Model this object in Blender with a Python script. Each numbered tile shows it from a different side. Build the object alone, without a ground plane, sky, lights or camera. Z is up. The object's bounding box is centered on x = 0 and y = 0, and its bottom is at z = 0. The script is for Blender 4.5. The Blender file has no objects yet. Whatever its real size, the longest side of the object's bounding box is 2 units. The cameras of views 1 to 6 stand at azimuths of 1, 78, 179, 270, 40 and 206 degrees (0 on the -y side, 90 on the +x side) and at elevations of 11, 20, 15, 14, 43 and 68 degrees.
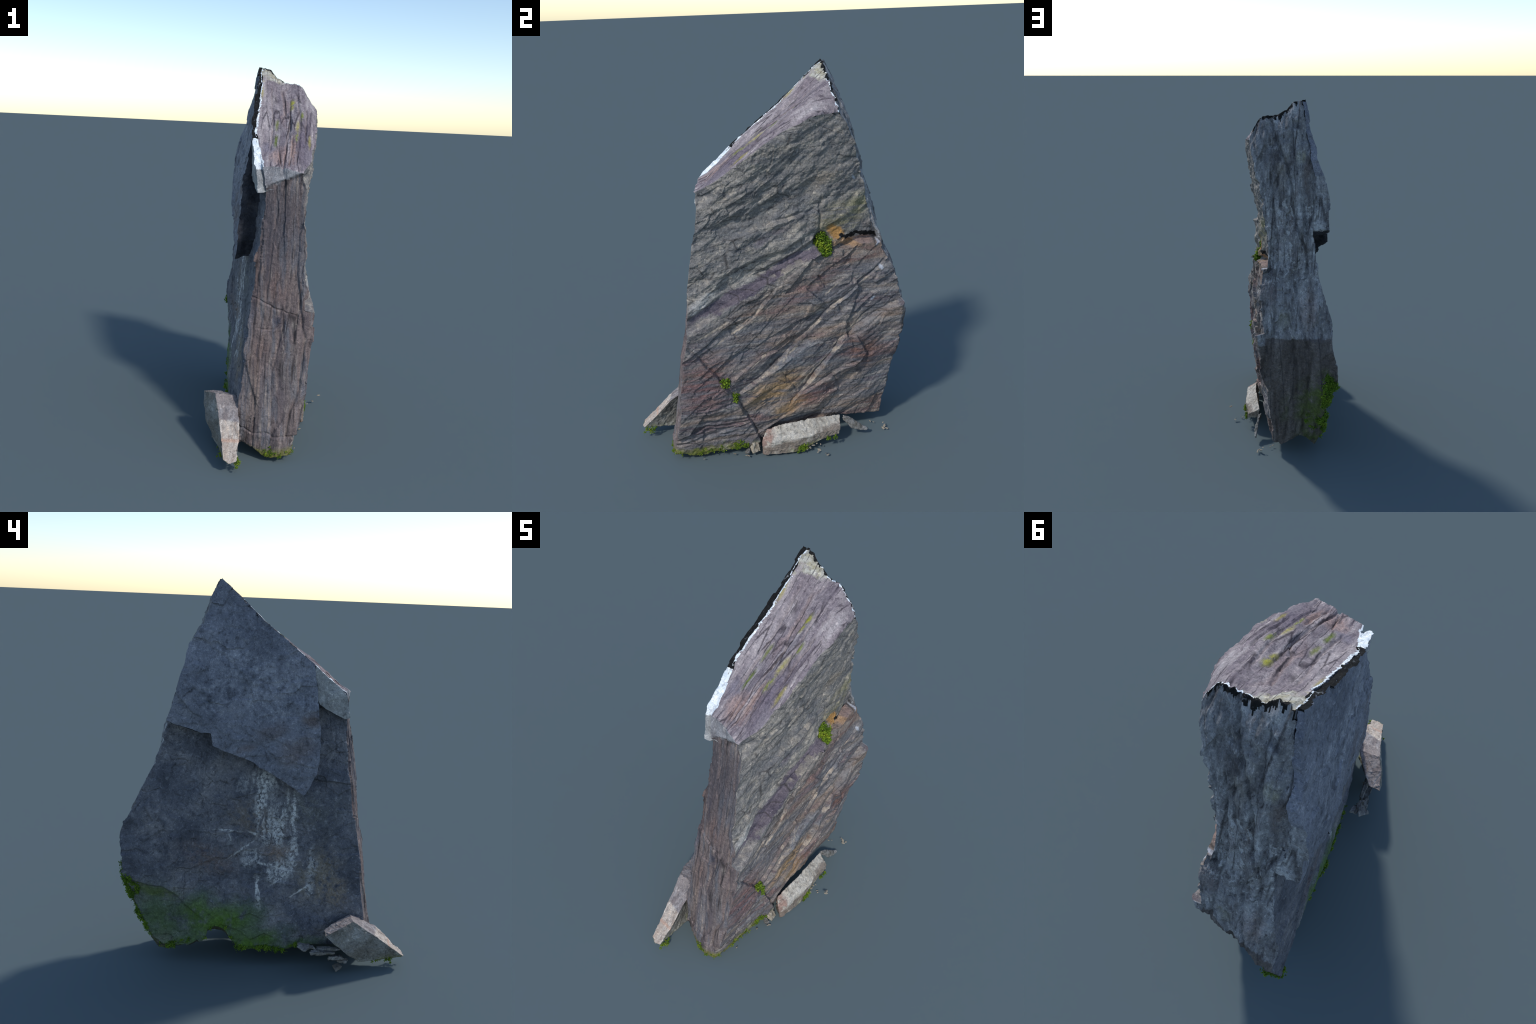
"""A split slab of bedded rock standing on end, with a loose plate on one face,
two fallen slabs leaning on its foot, stone chips, crumbs and moss."""
import bpy, math, random
import numpy as np
from mathutils import Vector
from mathutils.geometry import delaunay_2d_cdt

RNG = np.random.default_rng(11)
random.seed(11)

# ------------------------------------------------------------------ noise
_PERM = RNG.permutation(4096).astype(np.int64)
_GRAD = RNG.normal(size=(4096, 3)); _GRAD /= np.linalg.norm(_GRAD, axis=1)[:, None]

def _hash(i):
    return _PERM[(_PERM[(_PERM[i[..., 0] & 4095] + i[..., 1]) & 4095] + i[..., 2]) & 4095]

def perlin(p):
    i = np.floor(p).astype(np.int64); f = p - i
    w = f * f * f * (f * (f * 6 - 15) + 10)
    out = 0
    for dx in (0, 1):
        for dy in (0, 1):
            for dz in (0, 1):
                o = np.array([dx, dy, dz])
                g = _GRAD[_hash(i + o)]
                k = (g * (f - o)).sum(-1)
                ww = np.where(o, w, 1 - w).prod(-1)
                out = out + k * ww
    return out * 1.6

def fbm(p, octaves=4, gain=.5, lac=2.03):
    out, a = 0, 1.0
    for k in range(octaves):
        out = out + a * perlin(p + 17.3 * k); p = p * lac; a *= gain
    return out

def ridged(p, octaves=3):
    out, a = 0, 1.0
    for k in range(octaves):
        out = out + a * (1 - 2 * np.abs(perlin(p + 9.1 * k))); p = p * 2.1; a *= .5
    return out * .5

def facets(p, seed=0):
    """Broken-rock look: every Voronoi cell is a small tilted plane."""
    p = p + seed * 31.7
    base = np.floor(p).astype(np.int64)
    best = np.full(len(p), 9e9); val = np.zeros(len(p))
    for dx in (-1, 0, 1):
        for dy in (-1, 0, 1):
            for dz in (-1, 0, 1):
                c = base + np.array([dx, dy, dz]); h = _hash(c)
                q = c + .5 + .42 * _GRAD[h]
                d = p - q; dd = (d * d).sum(-1); m = dd < best
                best[m] = dd[m]
                val[m] = (_GRAD[(h[m] * 7 + 3) & 4095] * d[m]).sum(-1) + .5 * _GRAD[h[m], 0]
    return val

def sm(x, a, b):
    t = np.clip((x - a) / (b - a), 0, 1)
    return t * t * (3 - 2 * t)

def line(x, pts):
    pts = np.array(pts)
    return np.interp(x, pts[:, 0], pts[:, 1])

def ell(a, b, ca, cb, ra, rb, ang=0.0):
    c, s = math.cos(ang), math.sin(ang)
    u = ((a - ca) * c + (b - cb) * s) / ra; v = (-(a - ca) * s + (b - cb) * c) / rb
    return np.sqrt(u * u + v * v)

def groove(d, width):
    return np.exp(-(d / width) ** 2)

class Sheet:
    """Smooth x = f(y, z) through a few control points (thin plate spline)."""
    def __init__(self, pts):
        pts = np.array(pts, float); self.q = pts[:, :2]; n = len(pts)
        K = self._k(self.q); P = np.c_[np.ones(n), self.q]
        A = np.zeros((n + 3, n + 3)); A[:n, :n] = K + 1e-4 * np.eye(n); A[:n, n:] = P; A[n:, :n] = P.T
        self.w = np.linalg.solve(A, np.r_[pts[:, 2], 0, 0, 0])
    def _k(self, q):
        r2 = ((q[:, None] - self.q[None]) ** 2).sum(-1)
        return r2 * np.log(r2 + 1e-9) * .5
    def __call__(self, y, z):
        q = np.c_[y.ravel(), z.ravel()]; n = len(self.q); out = np.empty(len(q))
        for i in range(0, len(q), 40000):
            s = q[i:i + 40000]
            out[i:i + 40000] = self._k(s) @ self.w[:n] + self.w[n] + s @ self.w[n + 1:]
        return out.reshape(y.shape)

def polyline(pts, n):
    pts = np.array(pts, float)
    d = np.r_[0, np.cumsum(np.linalg.norm(np.diff(pts, axis=0), axis=1))]
    t = np.linspace(0, d[-1], n + 1)
    return np.stack([np.interp(t, d, pts[:, k]) for k in range(3)], 1)

def coons(bot, top, left, right):
    nu, nv = len(bot), len(left)
    u = np.linspace(0, 1, nu)[None, :, None]; v = np.linspace(0, 1, nv)[:, None, None]
    return ((1 - v) * bot[None] + v * top[None] + (1 - u) * left[:, None] + u * right[:, None]
            - ((1 - u) * (1 - v) * bot[0] + u * (1 - v) * bot[-1] + (1 - u) * v * top[0] + u * v * top[-1]))

# ------------------------------------------------------------------ the standing stone: edges
# four upright edges (x, y, z) from foot to crown
EDGE_A = [(-.125, -.555, .070), (-.138, -.543, .25), (-.129, -.528, .36), (-.116, -.501, .546), (-.104, -.480, .66),
          (-.101, -.456, .815), (-.090, -.427, 1.0), (-.068, -.414, 1.07), (-.058, -.397, 1.2), (-.052, -.381, 1.313), (-.055, -.370, 1.41), (-.066, -.352, 1.460)]
EDGE_B = [(.130, -.604, .045), (.152, -.595, .17), (.184, -.582, .27), (.197, -.570, .37), (.205, -.555, .50), (.206, -.540, .62), (.204, -.516, .69),
          (.195, -.500, .83), (.170, -.482, .96), (.162, -.462, 1.10), (.163, -.448, 1.15), (.152, -.428, 1.28), (.150, -.414, 1.39), (.138, -.402, 1.435)]
EDGE_C = [(.060, .545, .080), (.072, .583, .29), (.095, .605, .42), (.112, .616, .49), (.128, .634, .613), (.130, .648, .705),
          (.118, .634, .78), (.126, .602, .89), (.132, .576, .957), (.122, .522, 1.07), (.106, .477, 1.18), (.100, .438, 1.32),
          (.102, .419, 1.405), (.120, .396, 1.493), (.147, .373, 1.588), (.168, .334, 1.695), (.187, .275, 1.775)]
EDGE_D = [(-.215, .540, .085), (-.235, .584, .14), (-.250, .636, .256), (-.258, .675, .35), (-.275, .719, .47), (-.284, .738, .56),
          (-.262, .745, .70), (-.254, .735, .77), (-.253, .691, .855), (-.232, .658, .92), (-.188, .588, 1.075), (-.176, .544, 1.2),
          (-.169, .517, 1.312), (-.180, .487, 1.40), (-.190, .464, 1.487), (-.178, .434, 1.6), (-.158, .393, 1.727),
          (-.145, .351, 1.784), (-.122, .312, 1.90), (-.108, .270, 1.990)]
# foot: ragged, broken off at different heights
FOOT_AB = [EDGE_A[0], (-.06, -.580, .06), (.0, -.598, .028), (.06, -.610, .02), EDGE_B[0]]
FOOT_BC = [EDGE_B[0], (.140, -.46, .020), (.135, -.30, .022), (.130, -.20, .045), (.135, -.12, .075), (.13, -.04, .075), (.12, .11, .085),
           (.09, .30, .105), EDGE_C[0]]
FOOT_CD = [EDGE_C[0], (.0, .56, .070), (-.05, .56, .085), (-.10, .55, .11), (-.145, .56, .085), (-.18, .56, .06), EDGE_D[0]]
FOOT_DA = [EDGE_D[0], (-.225, .52, .085), (-.235, .45, .095), (-.24, .37, .115), (-.238, .31, .145), (-.236, .29, .205), (-.235, .25, .212), (-.234, .205, .206),
           (-.23, .165, .155), (-.228, .13, .09), (-.22, .02, .09), (-.21, -.065, .08), (-.20, -.16, .105), (-.185, -.27, .115), (-.155, -.42, .10), EDGE_A[0]]
# crown: one long slanting fracture
CROWN_AB = [EDGE_A[-1], (-.035, -.352, 1.462), (.03, -.362, 1.454), (.10, -.385, 1.442), EDGE_B[-1]]
CROWN_BC = [EDGE_B[-1], (.172, -.30, 1.507), (.188, -.228, 1.557), (.200, -.10, 1.650), (.203, -.006, 1.704), (.201, .145, 1.768), EDGE_C[-1]]
CROWN_DC = [EDGE_D[-1], (-.06, .275, 1.982), (-.02, .276, 1.940), (.02, .268, 1.915), (.07, .256, 1.908), (.108, .248, 1.908), (.14, .252, 1.878), (.172, .266, 1.822), EDGE_C[-1]]
CROWN_AD = [EDGE_A[-1], (-.100, -.258, 1.546), (-.118, -.19, 1.606), (-.117, .05, 1.795), EDGE_D[-1]]

G = .0043
NZ, NY, NA, NC = 440, 285, 66, 72
NEND = 70
eA, eB, eC, eD = (polyline(e, NZ) for e in (EDGE_A, EDGE_B, EDGE_C, EDGE_D))
fAB, fBC, fCD, fDA = polyline(FOOT_AB, NEND), polyline(FOOT_BC, NY), polyline(FOOT_CD, NEND), polyline(FOOT_DA, NY)
cAB, cBC, cDC, cAD = polyline(CROWN_AB, NEND), polyline(CROWN_BC, NY), polyline(CROWN_DC, NEND), polyline(CROWN_AD, NY)

FACES = {
    "bedded_face":   coons(fBC, cBC, eB, eC),
    "slate_face":    coons(fDA, cAD[::-1], eD, eA),
    "banded_end":    coons(fAB, cAB, eA, eB),
    "fissured_end":  coons(fCD, cDC[::-1], eC, eD),
    "slanted_top":   coons(cAB, cDC, cAD, cBC),
    "underside":     coons(fAB[::-1], fCD, fBC, fDA[::-1]),
}
NORMAL = {"bedded_face": (1, 0, 0), "slate_face": (-1, 0, 0), "banded_end": (-.1, -1, 0), "fissured_end": (.1, 1, .1),
          "slanted_top": (.08, -.62, .78), "underside": (0, 0, -1)}
# neighbours across the left, right, bottom and top border of each grid
NEXT = {"bedded_face": ("banded_end", "fissured_end", "underside", "slanted_top"),
        "slate_face": ("fissured_end", "banded_end", "underside", "slanted_top"),
        "banded_end": ("slate_face", "bedded_face", "underside", "slanted_top"),
        "fissured_end": ("bedded_face", "slate_face", "underside", "slanted_top"),
        "slanted_top": ("slate_face", "bedded_face", "banded_end", "fissured_end"),
        "underside": ("bedded_face", "slate_face", "banded_end", "fissured_end")}

# broad swell of the two big faces: (y, z, x) control points
SWELL = {
    "bedded_face": [(-.45, .12, .145), (-.3, .12, .135), (-.3, .22, .158), (.0, .25, .150), (.26, .2, .112), (.4, .2, .095),
                    (-.3, .42, .178), (-.1, .42, .162), (.1, .4, .146), (.3, .4, .128), (.5, .4, .102),
                    (-.3, .62, .186), (-.1, .62, .170), (.1, .6, .156), (.3, .58, .142), (.5, .6, .122),
                    (-.3, .8, .178), (-.1, .8, .164), (.1, .8, .152), (.3, .78, .142), (.5, .78, .128),
                    (-.3, .97, .160), (-.1, .98, .158), (.1, .98, .155), (.3, .95, .152), (.45, .95, .140),
                    (-.3, 1.12, .158), (-.1, 1.12, .158), (.1, 1.1, .158), (.25, 1.1, .154), (.38, 1.1, .142),
                    (-.3, 1.3, .156), (-.1, 1.3, .158), (.1, 1.3, .150), (.25, 1.3, .140), (.36, 1.3, .122),
                    (-.28, 1.42, .166), (-.1, 1.47, .174), (.1, 1.5, .166), (.27, 1.5, .146), (.0, 1.6, .190), (.15, 1.65, .186), (.25, 1.65, .178)],
    "slate_face": [(.3, .3, -.243), (.45, .25, -.245), (.1, .25, -.228), (-.1, .25, -.205), (-.3, .25, -.175), (.3, .5, -.232), (.1, .5, -.205), (-.1, .5, -.182), (-.3, .5, -.150),
                   (.5, .6, -.258), (.3, .75, -.212), (.1, .75, -.190), (-.1, .75, -.165), (-.3, .75, -.132), (.3, .95, -.192), (0, .95, -.160), (-.25, .95, -.118),
                   (.3, 1.1, -.165), (0, 1.1, -.140), (-.25, 1.1, -.095), (.1, 1.4, -.125)],
}

def swell(name, P):
    if name not in SWELL:
        return P
    rim = np.concatenate([P[0, ::20], P[-1, ::20], P[::20, 0], P[::20, -1]])
    pts = [(p[1], p[2], p[0]) for p in rim] + SWELL[name]
    _, keep = np.unique(np.round(np.array(pts)[:, :2], 3), axis=0, return_index=True)
    s = Sheet([pts[i] for i in keep])
    x = s(P[..., 1], P[..., 2])
    nv, nu = P.shape[:2]
    i = np.minimum(np.arange(nu), np.arange(nu)[::-1])[None]; j = np.minimum(np.arange(nv), np.arange(nv)[::-1])[:, None]
    w = sm(np.minimum(i, j) * 1.0, 0, 7)
    P = P.copy(); P[..., 0] += w * (x - P[..., 0])
    return P

# ------------------------------------------------------------------ relief of each face (metres along its normal)
def relief_bedded(p):
    x, y, z = p.T
    c, s = math.cos(.58), math.sin(.58)
    a, b = y * c + z * s, -y * s + z * c                     # along and across the bedding
    upper = sm(z - line(y, [(-.6, .72), (.17, 1.09), (.6, 1.3)]), -.02, .05)
    wob = .012 * fbm(p * 9, 3)
    q = np.c_[x * 8, a * 5.5, b * 13]
    q2 = np.c_[x * 6, a * 4.2, b * 8.5]
    rough = sm(fbm(p * 4.0, 2), -.35, .45)
    d = upper * (.019 * fbm(q2, 3, .45) + (.002 + .005 * rough) * facets(np.c_[x * 8, a * 8, b * 19], 1) + .004 * rough * ridged(np.c_[x * 9, a * 7, b * 24], 2) + .0045 * fbm(np.c_[x * 20, a * 11, b * 30], 3, .55))
    d += (1 - upper) * (.006 * fbm(q2 + 5, 3, .5) + (.002 + .006 * rough) * facets(np.c_[x * 5, a * 5, b * 15], 2) + .014 * facets(np.c_[x * 2.5, a * 2.6, b * 8], 5) + .002 * fbm(np.c_[x * 22, a * 8, b * 36], 3, .55) + .002 * rough * ridged(np.c_[x * 12, a * 3.5, b * 26], 2))
    d += .0022 * fbm(p * 55, 3, .6) + .002 * rough * facets(np.c_[x * 26, a * 20, b * 46], 3)
    # purple parting plane: a smooth shallow step
    h = z - line(y, [(-.6, .715), (-.501, .765), (-.326, .856), (-.122, .96), (.068, 1.042), (.17, 1.091)]) + wob * .5
    win = sm(y, .22, .15)
    band = sm(h, -.004, .006) * sm(h, .075, .05) * win
    d = d * (1 - .8 * band) - .027 * band
    d += .011 * sm(-h, -.004, .004) * np.exp(np.minimum(0, h) / .13) * win
    d -= .012 * sm(h, .05, .08) * np.exp(-np.maximum(0, h - .06) / .10) * win
    for zc, y0, hw, dep, lo, hi in ((1.25, -.27, .075, .020, -.34, .20), (.985, -.28, .06, .018, -.36, .34), (.53, -.07, .05, .012, -.15, .48)):
        sl = .38 if zc > .6 else .69
        d -= dep * sm(np.abs(z - zc - sl * (y - y0) + wob), hw, hw * .4) * sm(y, lo, lo + .08) * sm(y, hi, hi - .10)
    d += .010 * sm(ell(y, z, .45, .62, .10, .10), 1.2, .3)
    d += .012 * sm(ell(y, z, .42, .42, .12, .28), 1.2, .3)
    # ledges where a bed stands proud of the one above it
    for pts, lo, hi, hgt, fade in (
            ([(-.3, .345), (-.265, .374), (-.08, .495), (.105, .664), (.242, .782), (.379, .883), (.514, .991), (.6, 1.06)], -.29, .60, .014, .10),
            ([(0, .24), (.023, .269), (.166, .435), (.276, .586), (.415, .682), (.618, .769)], -.01, .66, .015, .12),
            ([(-.22, .755), (-.202, .77), (-.096, .88), (-.036, .949)], -.2, -.03, .009, .04),
            ([(-.1, .10), (.063, .31), (.238, .40), (.5, .50)], .05, .5, .010, .06),
            ([(-.4, 1.19), (-.1, 1.26), (.18, 1.30)], -.12, .19, .014, .07)):
        h = (z - line(y, pts) + wob) * .78
        w = sm(y, lo, lo + .04) * sm(y, hi, hi - .04)
        d -= w * .75 * hgt * sm(h, -.002, .006) * np.exp(-np.maximum(h, 0) / .05)
        hv = 1.35 * hgt * np.clip(.62 + 1.1 * perlin(np.c_[a * 9, a * 0, hgt * 900 + a * 0]) , .08, 1.15)
        d += w * hv * sm(-h, -.003, .006) * np.exp(np.minimum(0, h) / fade)
        d -= w * .3 * hv * groove(h - .005, .005)
    # lower corner block, parted by a crack, with slatted foot
    yc = line(z, [(.0, -.13), (.077, -.157), (.231, -.227), (.343, -.282), (.489, -.362), (.652, -.481), (.705, -.52), (.8, -.6)]) + wob * .6
    e = (y - yc) * .85
    blk = sm(-e, -.002, .006)
    d += .012 * blk * np.exp(np.minimum(0, e) / .2) - .009 * groove(e, .004)
    w = z - .12 * (y + .58) + .05 * fbm(p * np.array([4, 5, 8]), 3)
    saw = (w / .040) % 1.0
    d += blk * sm(z, .36, .30) * np.clip(.5 + perlin(p * 7), .15, 1) * (.013 * sm(saw, 0, .75) - .013 * sm(saw, .82, 1.0))
    # notch with a ledge floor, moss pocket and the vertical crack above
    h = z - line(y, [(.22, 1.05), (.274, 1.088), (.394, 1.112), (.50, 1.100)]) + wob * .3
    d -= .080 * sm(h, -.002, .010) * np.exp(-np.maximum(0, h) / .075) * sm(y, .21, .36)
    d -= .035 * sm(ell(y, z, .205, 1.135, .05, .075, .5), 1.1, .4)
    d -= .012 * groove(y - .192 - wob, .005) * sm(z, 1.18, 1.22) * sm(z, 1.40, 1.34)
    # hollow behind the fallen slab
    d -= .030 * sm(ell(y, z, .04, .125, .16, .060, .1), 1.05, .7)
    # cross joints
    for y0, z0, y1, z1 in ((.17, .97, .21, .90), (.27, .80, .30, .74), (-.02, .44, .05, .33), (.24, .40, .28, .30), (-.30, .77, -.27, .70), (.33, .62, .36, .55)):
        t = np.clip(((y - y0) * (y1 - y0) + (z - z0) * (z1 - z0)) / ((y1 - y0) ** 2 + (z1 - z0) ** 2), 0, 1)
        d -= .010 * groove(np.hypot(y - y0 - t * (y1 - y0) + wob, z - z0 - t * (z1 - z0)), .005)
    return d

def relief_slate(p):
    x, y, z = p.T
    d = .008 * fbm(p * np.array([3, 4.5, 5]), 4, .5) + .006 * facets(p * np.array([6, 7, 9]), 5) + .0035 * facets(p * np.array([15, 18, 22]), 8) + .0012 * fbm(p * 50, 3, .6)
    wob = .010 * fbm(p * 8, 3)
    # mossy undercut at the lower outer corner
    h = z - line(y, [(.26, .20), (.305, .254), (.396, .331), (.472, .409), (.531, .446), (.606, .454), (.724, .493), (.8, .51)]) + wob * .6
    d -= .018 * sm(-h, -.002, .010) * sm(y, .27, .40)
    # ledge shelf and joints
    h = z - line(y, [(.02, .762), (.08, .70), (.174, .744), (.263, .732), (.45, .76)]) + wob
    d -= .006 * sm(-h, 0, .008) * np.exp(np.minimum(0, h) / .1) * sm(y, .5, .3) * sm(y, .0, .06)
    yc = line(z, [(.33, -.302), (.468, -.37), (.619, -.466)]) + wob * .3
    d -= .006 * groove(y - yc, .004) * sm(z, .3, .34)
    h = z - line(y, [(-.40, .99), (-.30, 1.0), (-.232, 1.012)]) + wob
    d -= .016 * sm(-h, -.004, .004) * np.exp(np.minimum(0, h) / .12) * sm(y, -.2, -.24)
    return d

def relief_banded(p):
    x, y, z = p.T
    q = np.c_[x * 24, y * 3, z * 2.4]
    d = .005 * fbm(p * np.array([7, 4, 4]), 3) + .006 * facets(np.c_[x * 17, y * 4, z * 2.6], 3) + .0022 * facets(np.c_[x * 45, y * 9, z * 4], 6) + .0018 * fbm(p * np.array([90, 30, 30]), 3, .6)
    wob = .006 * fbm(p * 11, 3)
    for pts, dep in (([(.14, .111), (.248, .119), (.385, .162), (.597, .176), (.839, .145)], .012),
                     ([(.82, -.023), (1.0, -.011), (1.284, .01)], .007), ([(.2, .03), (.45, .02), (.7, .07)], .006), ([(.15, -.06), (.5, -.05)], .005)):
        zz = np.array(pts)[:, 0]
        d -= dep * groove(x - line(z, pts) + wob, .005) * sm(z, zz[0] - .04, zz[0]) * sm(z, zz[-1] + .04, zz[-1])
    d += .008 * sm(np.abs(x - .04), .12, .0)
    for pts, dep, lo, hi in (([(-.101, .816), (-.055, .80), (-.007, .785), (.02, .768), (.058, .762), (.09, .742), (.162, .735)], .006, -.2, .13),
                             ([(-.064, .658), (.013, .660), (.054, .691)], .004, -.05, .05), ([(-.12, .15), (-.06, .125), (.0, .145), (.05, .130), (.14, .140)], .005, -.2, .2)):
        h = z - line(x, pts) + wob
        w = sm(x, lo - .02, lo) * sm(x, hi + .02, hi)
        d -= w * dep * groove(h, .0035)
        d += w * .006 * sm(-h, 0, .006) * np.exp(np.minimum(0, h) / .08)
    # lip of the crown, proud of the end face
    h = z - line(x, [(-.10, 1.315), (-.085, 1.325), (-.016, 1.379), (.052, 1.41), (.135, 1.43)]) + wob * .8
    lip = sm(h, -.003, .010)
    d = d * (1 - .7 * lip) + .016 * lip
    return d

def relief_fissured(p):
    x, y, z = p.T
    xs = x + .12 * z                                         # fissures lean with the stone
    q = np.c_[xs * 20, y * 2.5, z * 2.6]
    d = .008 * ridged(q, 4) + .006 * fbm(p * np.array([8, 5, 5]), 4) + .009 * facets(np.c_[xs * 20, y * 6, z * 3.6], 7) + .004 * facets(np.c_[xs * 50, y * 16, z * 12], 4) + .004 * fbm(np.c_[xs * 45, y * 20, z * 22], 3) + .002 * fbm(p * np.array([70, 40, 45]), 3, .6)
    wob = .006 * fbm(p * 11, 3)
    for pts, dep in (([(1.2, -.119), (1.289, -.091), (1.404, -.057), (1.547, -.051), (1.668, -.017), (1.775, .032), (1.889, .066)], .016),
                     ([(.735, -.121), (.877, -.087), (1.023, -.061)], .011), ([(.44, -.069), (.489, -.083), (.612, -.067), (.75, -.045)], .010),
                     ([(.1, .035), (.4, .05)], .008), ([(1.3, -.12), (1.55, -.10), (1.8, -.04)], .008), ([(.75, .06), (1.0, .045), (1.25, .03), (1.6, .07)], .010), ([(.8, -.16), (1.05, -.12), (1.2, -.13)], .009), ([(1.45, .01), (1.6, .03), (1.85, .09)], .008), ([(.15, -.10), (.45, -.13), (.68, -.15)], .009)):
        zz = np.array(pts)[:, 0]
        d -= 1.5 * dep * groove(x - line(z, pts) + wob, .0065) * sm(z, zz[0] - .05, zz[0]) * sm(z, zz[-1] + .03, zz[-1])
    c = line(z, [(1.1, -.07), (1.3, -.05), (1.6, -.035), (1.9, -.03)])
    d += .015 * sm(np.abs(x - c), .12, .04) * sm(z, 1.12, 1.3) * sm(z, 1.96, 1.84)
    d -= .014 * sm(ell(x, z, -.065, 1.865, .035, .03), 1.2, .3)
    d -= .006
    h = z - line(x, [(-.03, .99), (.02, .985), (.0, 1.0)]) + wob
    d -= .008 * groove(h, .005) * sm(ell(x, z, .0, .98, .05, .05), 1, .6)
    return d

def relief_top(p):
    x, y, z = p.T
    q = np.c_[x * 26, y * 4, z * 3]
    d = .005 * ridged(q, 3) + .003 * fbm(p * np.array([12, 6, 6]), 3) + .003 * facets(np.c_[x * 30, y * 8, z * 6], 2) + .0018 * facets(np.c_[x * 60, y * 22, z * 16], 9)
    d -= .010 * sm(np.abs(x + .05), .07, .02) * sm(y, -.34, -.2) * sm(y, .22, .1)
    d -= .016 * sm(np.abs(x - .065), .135, .03) * sm(y, -.22, .0) * sm(y, .25, .12) - .010 * sm(np.abs(x - .07), .13, .02) * sm(y, -.12, -.25)
    wob = .004 * fbm(p * 12, 3)
    for pts, lo, hi in (([(-.36, .03), (-.307, .035), (-.173, .05), (-.067, .066), (-.014, .037), (.099, .024), (.2, .01)], -.36, .16),
                        ([(-.138, .060), (-.04, .062), (.092, .056)], -.12, .08), ([(-.364, .022), (-.26, .005)], -.36, -.27), ([(-.33, .095), (-.1, .115), (.1, .10)], -.33, .10), ([(-.3, -.04), (-.1, -.03), (.15, -.045)], -.24, .15), ([(-.2, .14), (.0, .15)], -.2, .02), ([(-.34, .06), (-.2, .075)], -.34, -.2)):
        d -= .013 * groove(x - line(y, pts) + wob, .004) * sm(y, lo - .03, lo) * sm(y, hi + .03, hi)
    return d

def relief_under(p):
    return .014 * fbm(p * 9, 4) + .008 * facets(p * 16, 4)

RELIEF = {"bedded_face": relief_bedded, "slate_face": relief_slate, "banded_end": relief_banded, "fissured_end": relief_fissured,
          "slanted_top": relief_top, "underside": relief_under}

def carve(name, P):
    """Own relief, plus that of each neighbour near the shared border, so that borders coincide."""
    nv, nu = P.shape[:2]; flat = P.reshape(-1, 3)
    out = P + RELIEF[name](flat).reshape(nv, nu, 1) * np.array(NORMAL[name])
    rims = (P[:, :1], P[:, -1:], P[:1], P[-1:])
    for other, rim in zip(NEXT[name], rims):
        w = sm(np.linalg.norm(P - rim, axis=-1), .045, 0).ravel()
        m = w > 0
        d = np.zeros(len(flat)); d[m] = RELIEF[other](flat[m]) * w[m]
        out = out + d.reshape(nv, nu, 1) * np.array(NORMAL[other])
    return out

# ------------------------------------------------------------------ mesh helpers
def new_mesh(name, V, F):
    me = bpy.data.meshes.new(name)
    F = [np.asarray(f) for f in (F if isinstance(F, list) else [F])]
    me.vertices.add(len(V)); me.vertices.foreach_set("co", np.asarray(V, np.float32).ravel())
    tot = sum(f.size for f in F); cnt = sum(len(f) for f in F)
    me.loops.add(tot); me.polygons.add(cnt)
    me.loops.foreach_set("vertex_index", np.concatenate([f.ravel() for f in F]).astype(np.int32))
    size = np.concatenate([np.full(len(f), f.shape[1]) for f in F])
    me.polygons.foreach_set("loop_start", np.r_[0, np.cumsum(size)[:-1]].astype(np.int32))
    me.update(calc_edges=True); me.validate()
    me.polygons.foreach_set("use_smooth", np.ones(len(me.polygons), bool))
    return me

def add(name, me, parent=None, mats=()):
    ob = bpy.data.objects.new(name, me); bpy.context.scene.collection.objects.link(ob)
    for m in mats:
        me.materials.append(m)
    if parent is not None:
        ob.parent = parent
    return ob

def grid_faces(nv, nu, off=0):
    i = np.arange(nv * nu).reshape(nv, nu) + off
    return np.stack([i[:-1, :-1], i[:-1, 1:], i[1:, 1:], i[1:, :-1]], -1).reshape(-1, 4)

def normals_of(V, F):
    n = np.zeros_like(V)
    a, b, c, d = (V[F[:, k]] for k in (0, 1, 2, F.shape[1] - 1))
    fn = np.cross(c - a, (d - b) if F.shape[1] == 4 else (b - a) * -1)
    for k in range(F.shape[1]):
        np.add.at(n, F[:, k], fn)
    return n / (np.linalg.norm(n, axis=1)[:, None] + 1e-12)

def weld(V, F):
    _, first, inv = np.unique(np.round(V, 5), axis=0, return_index=True, return_inverse=True)
    return V[first], inv.ravel()[F]

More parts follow.
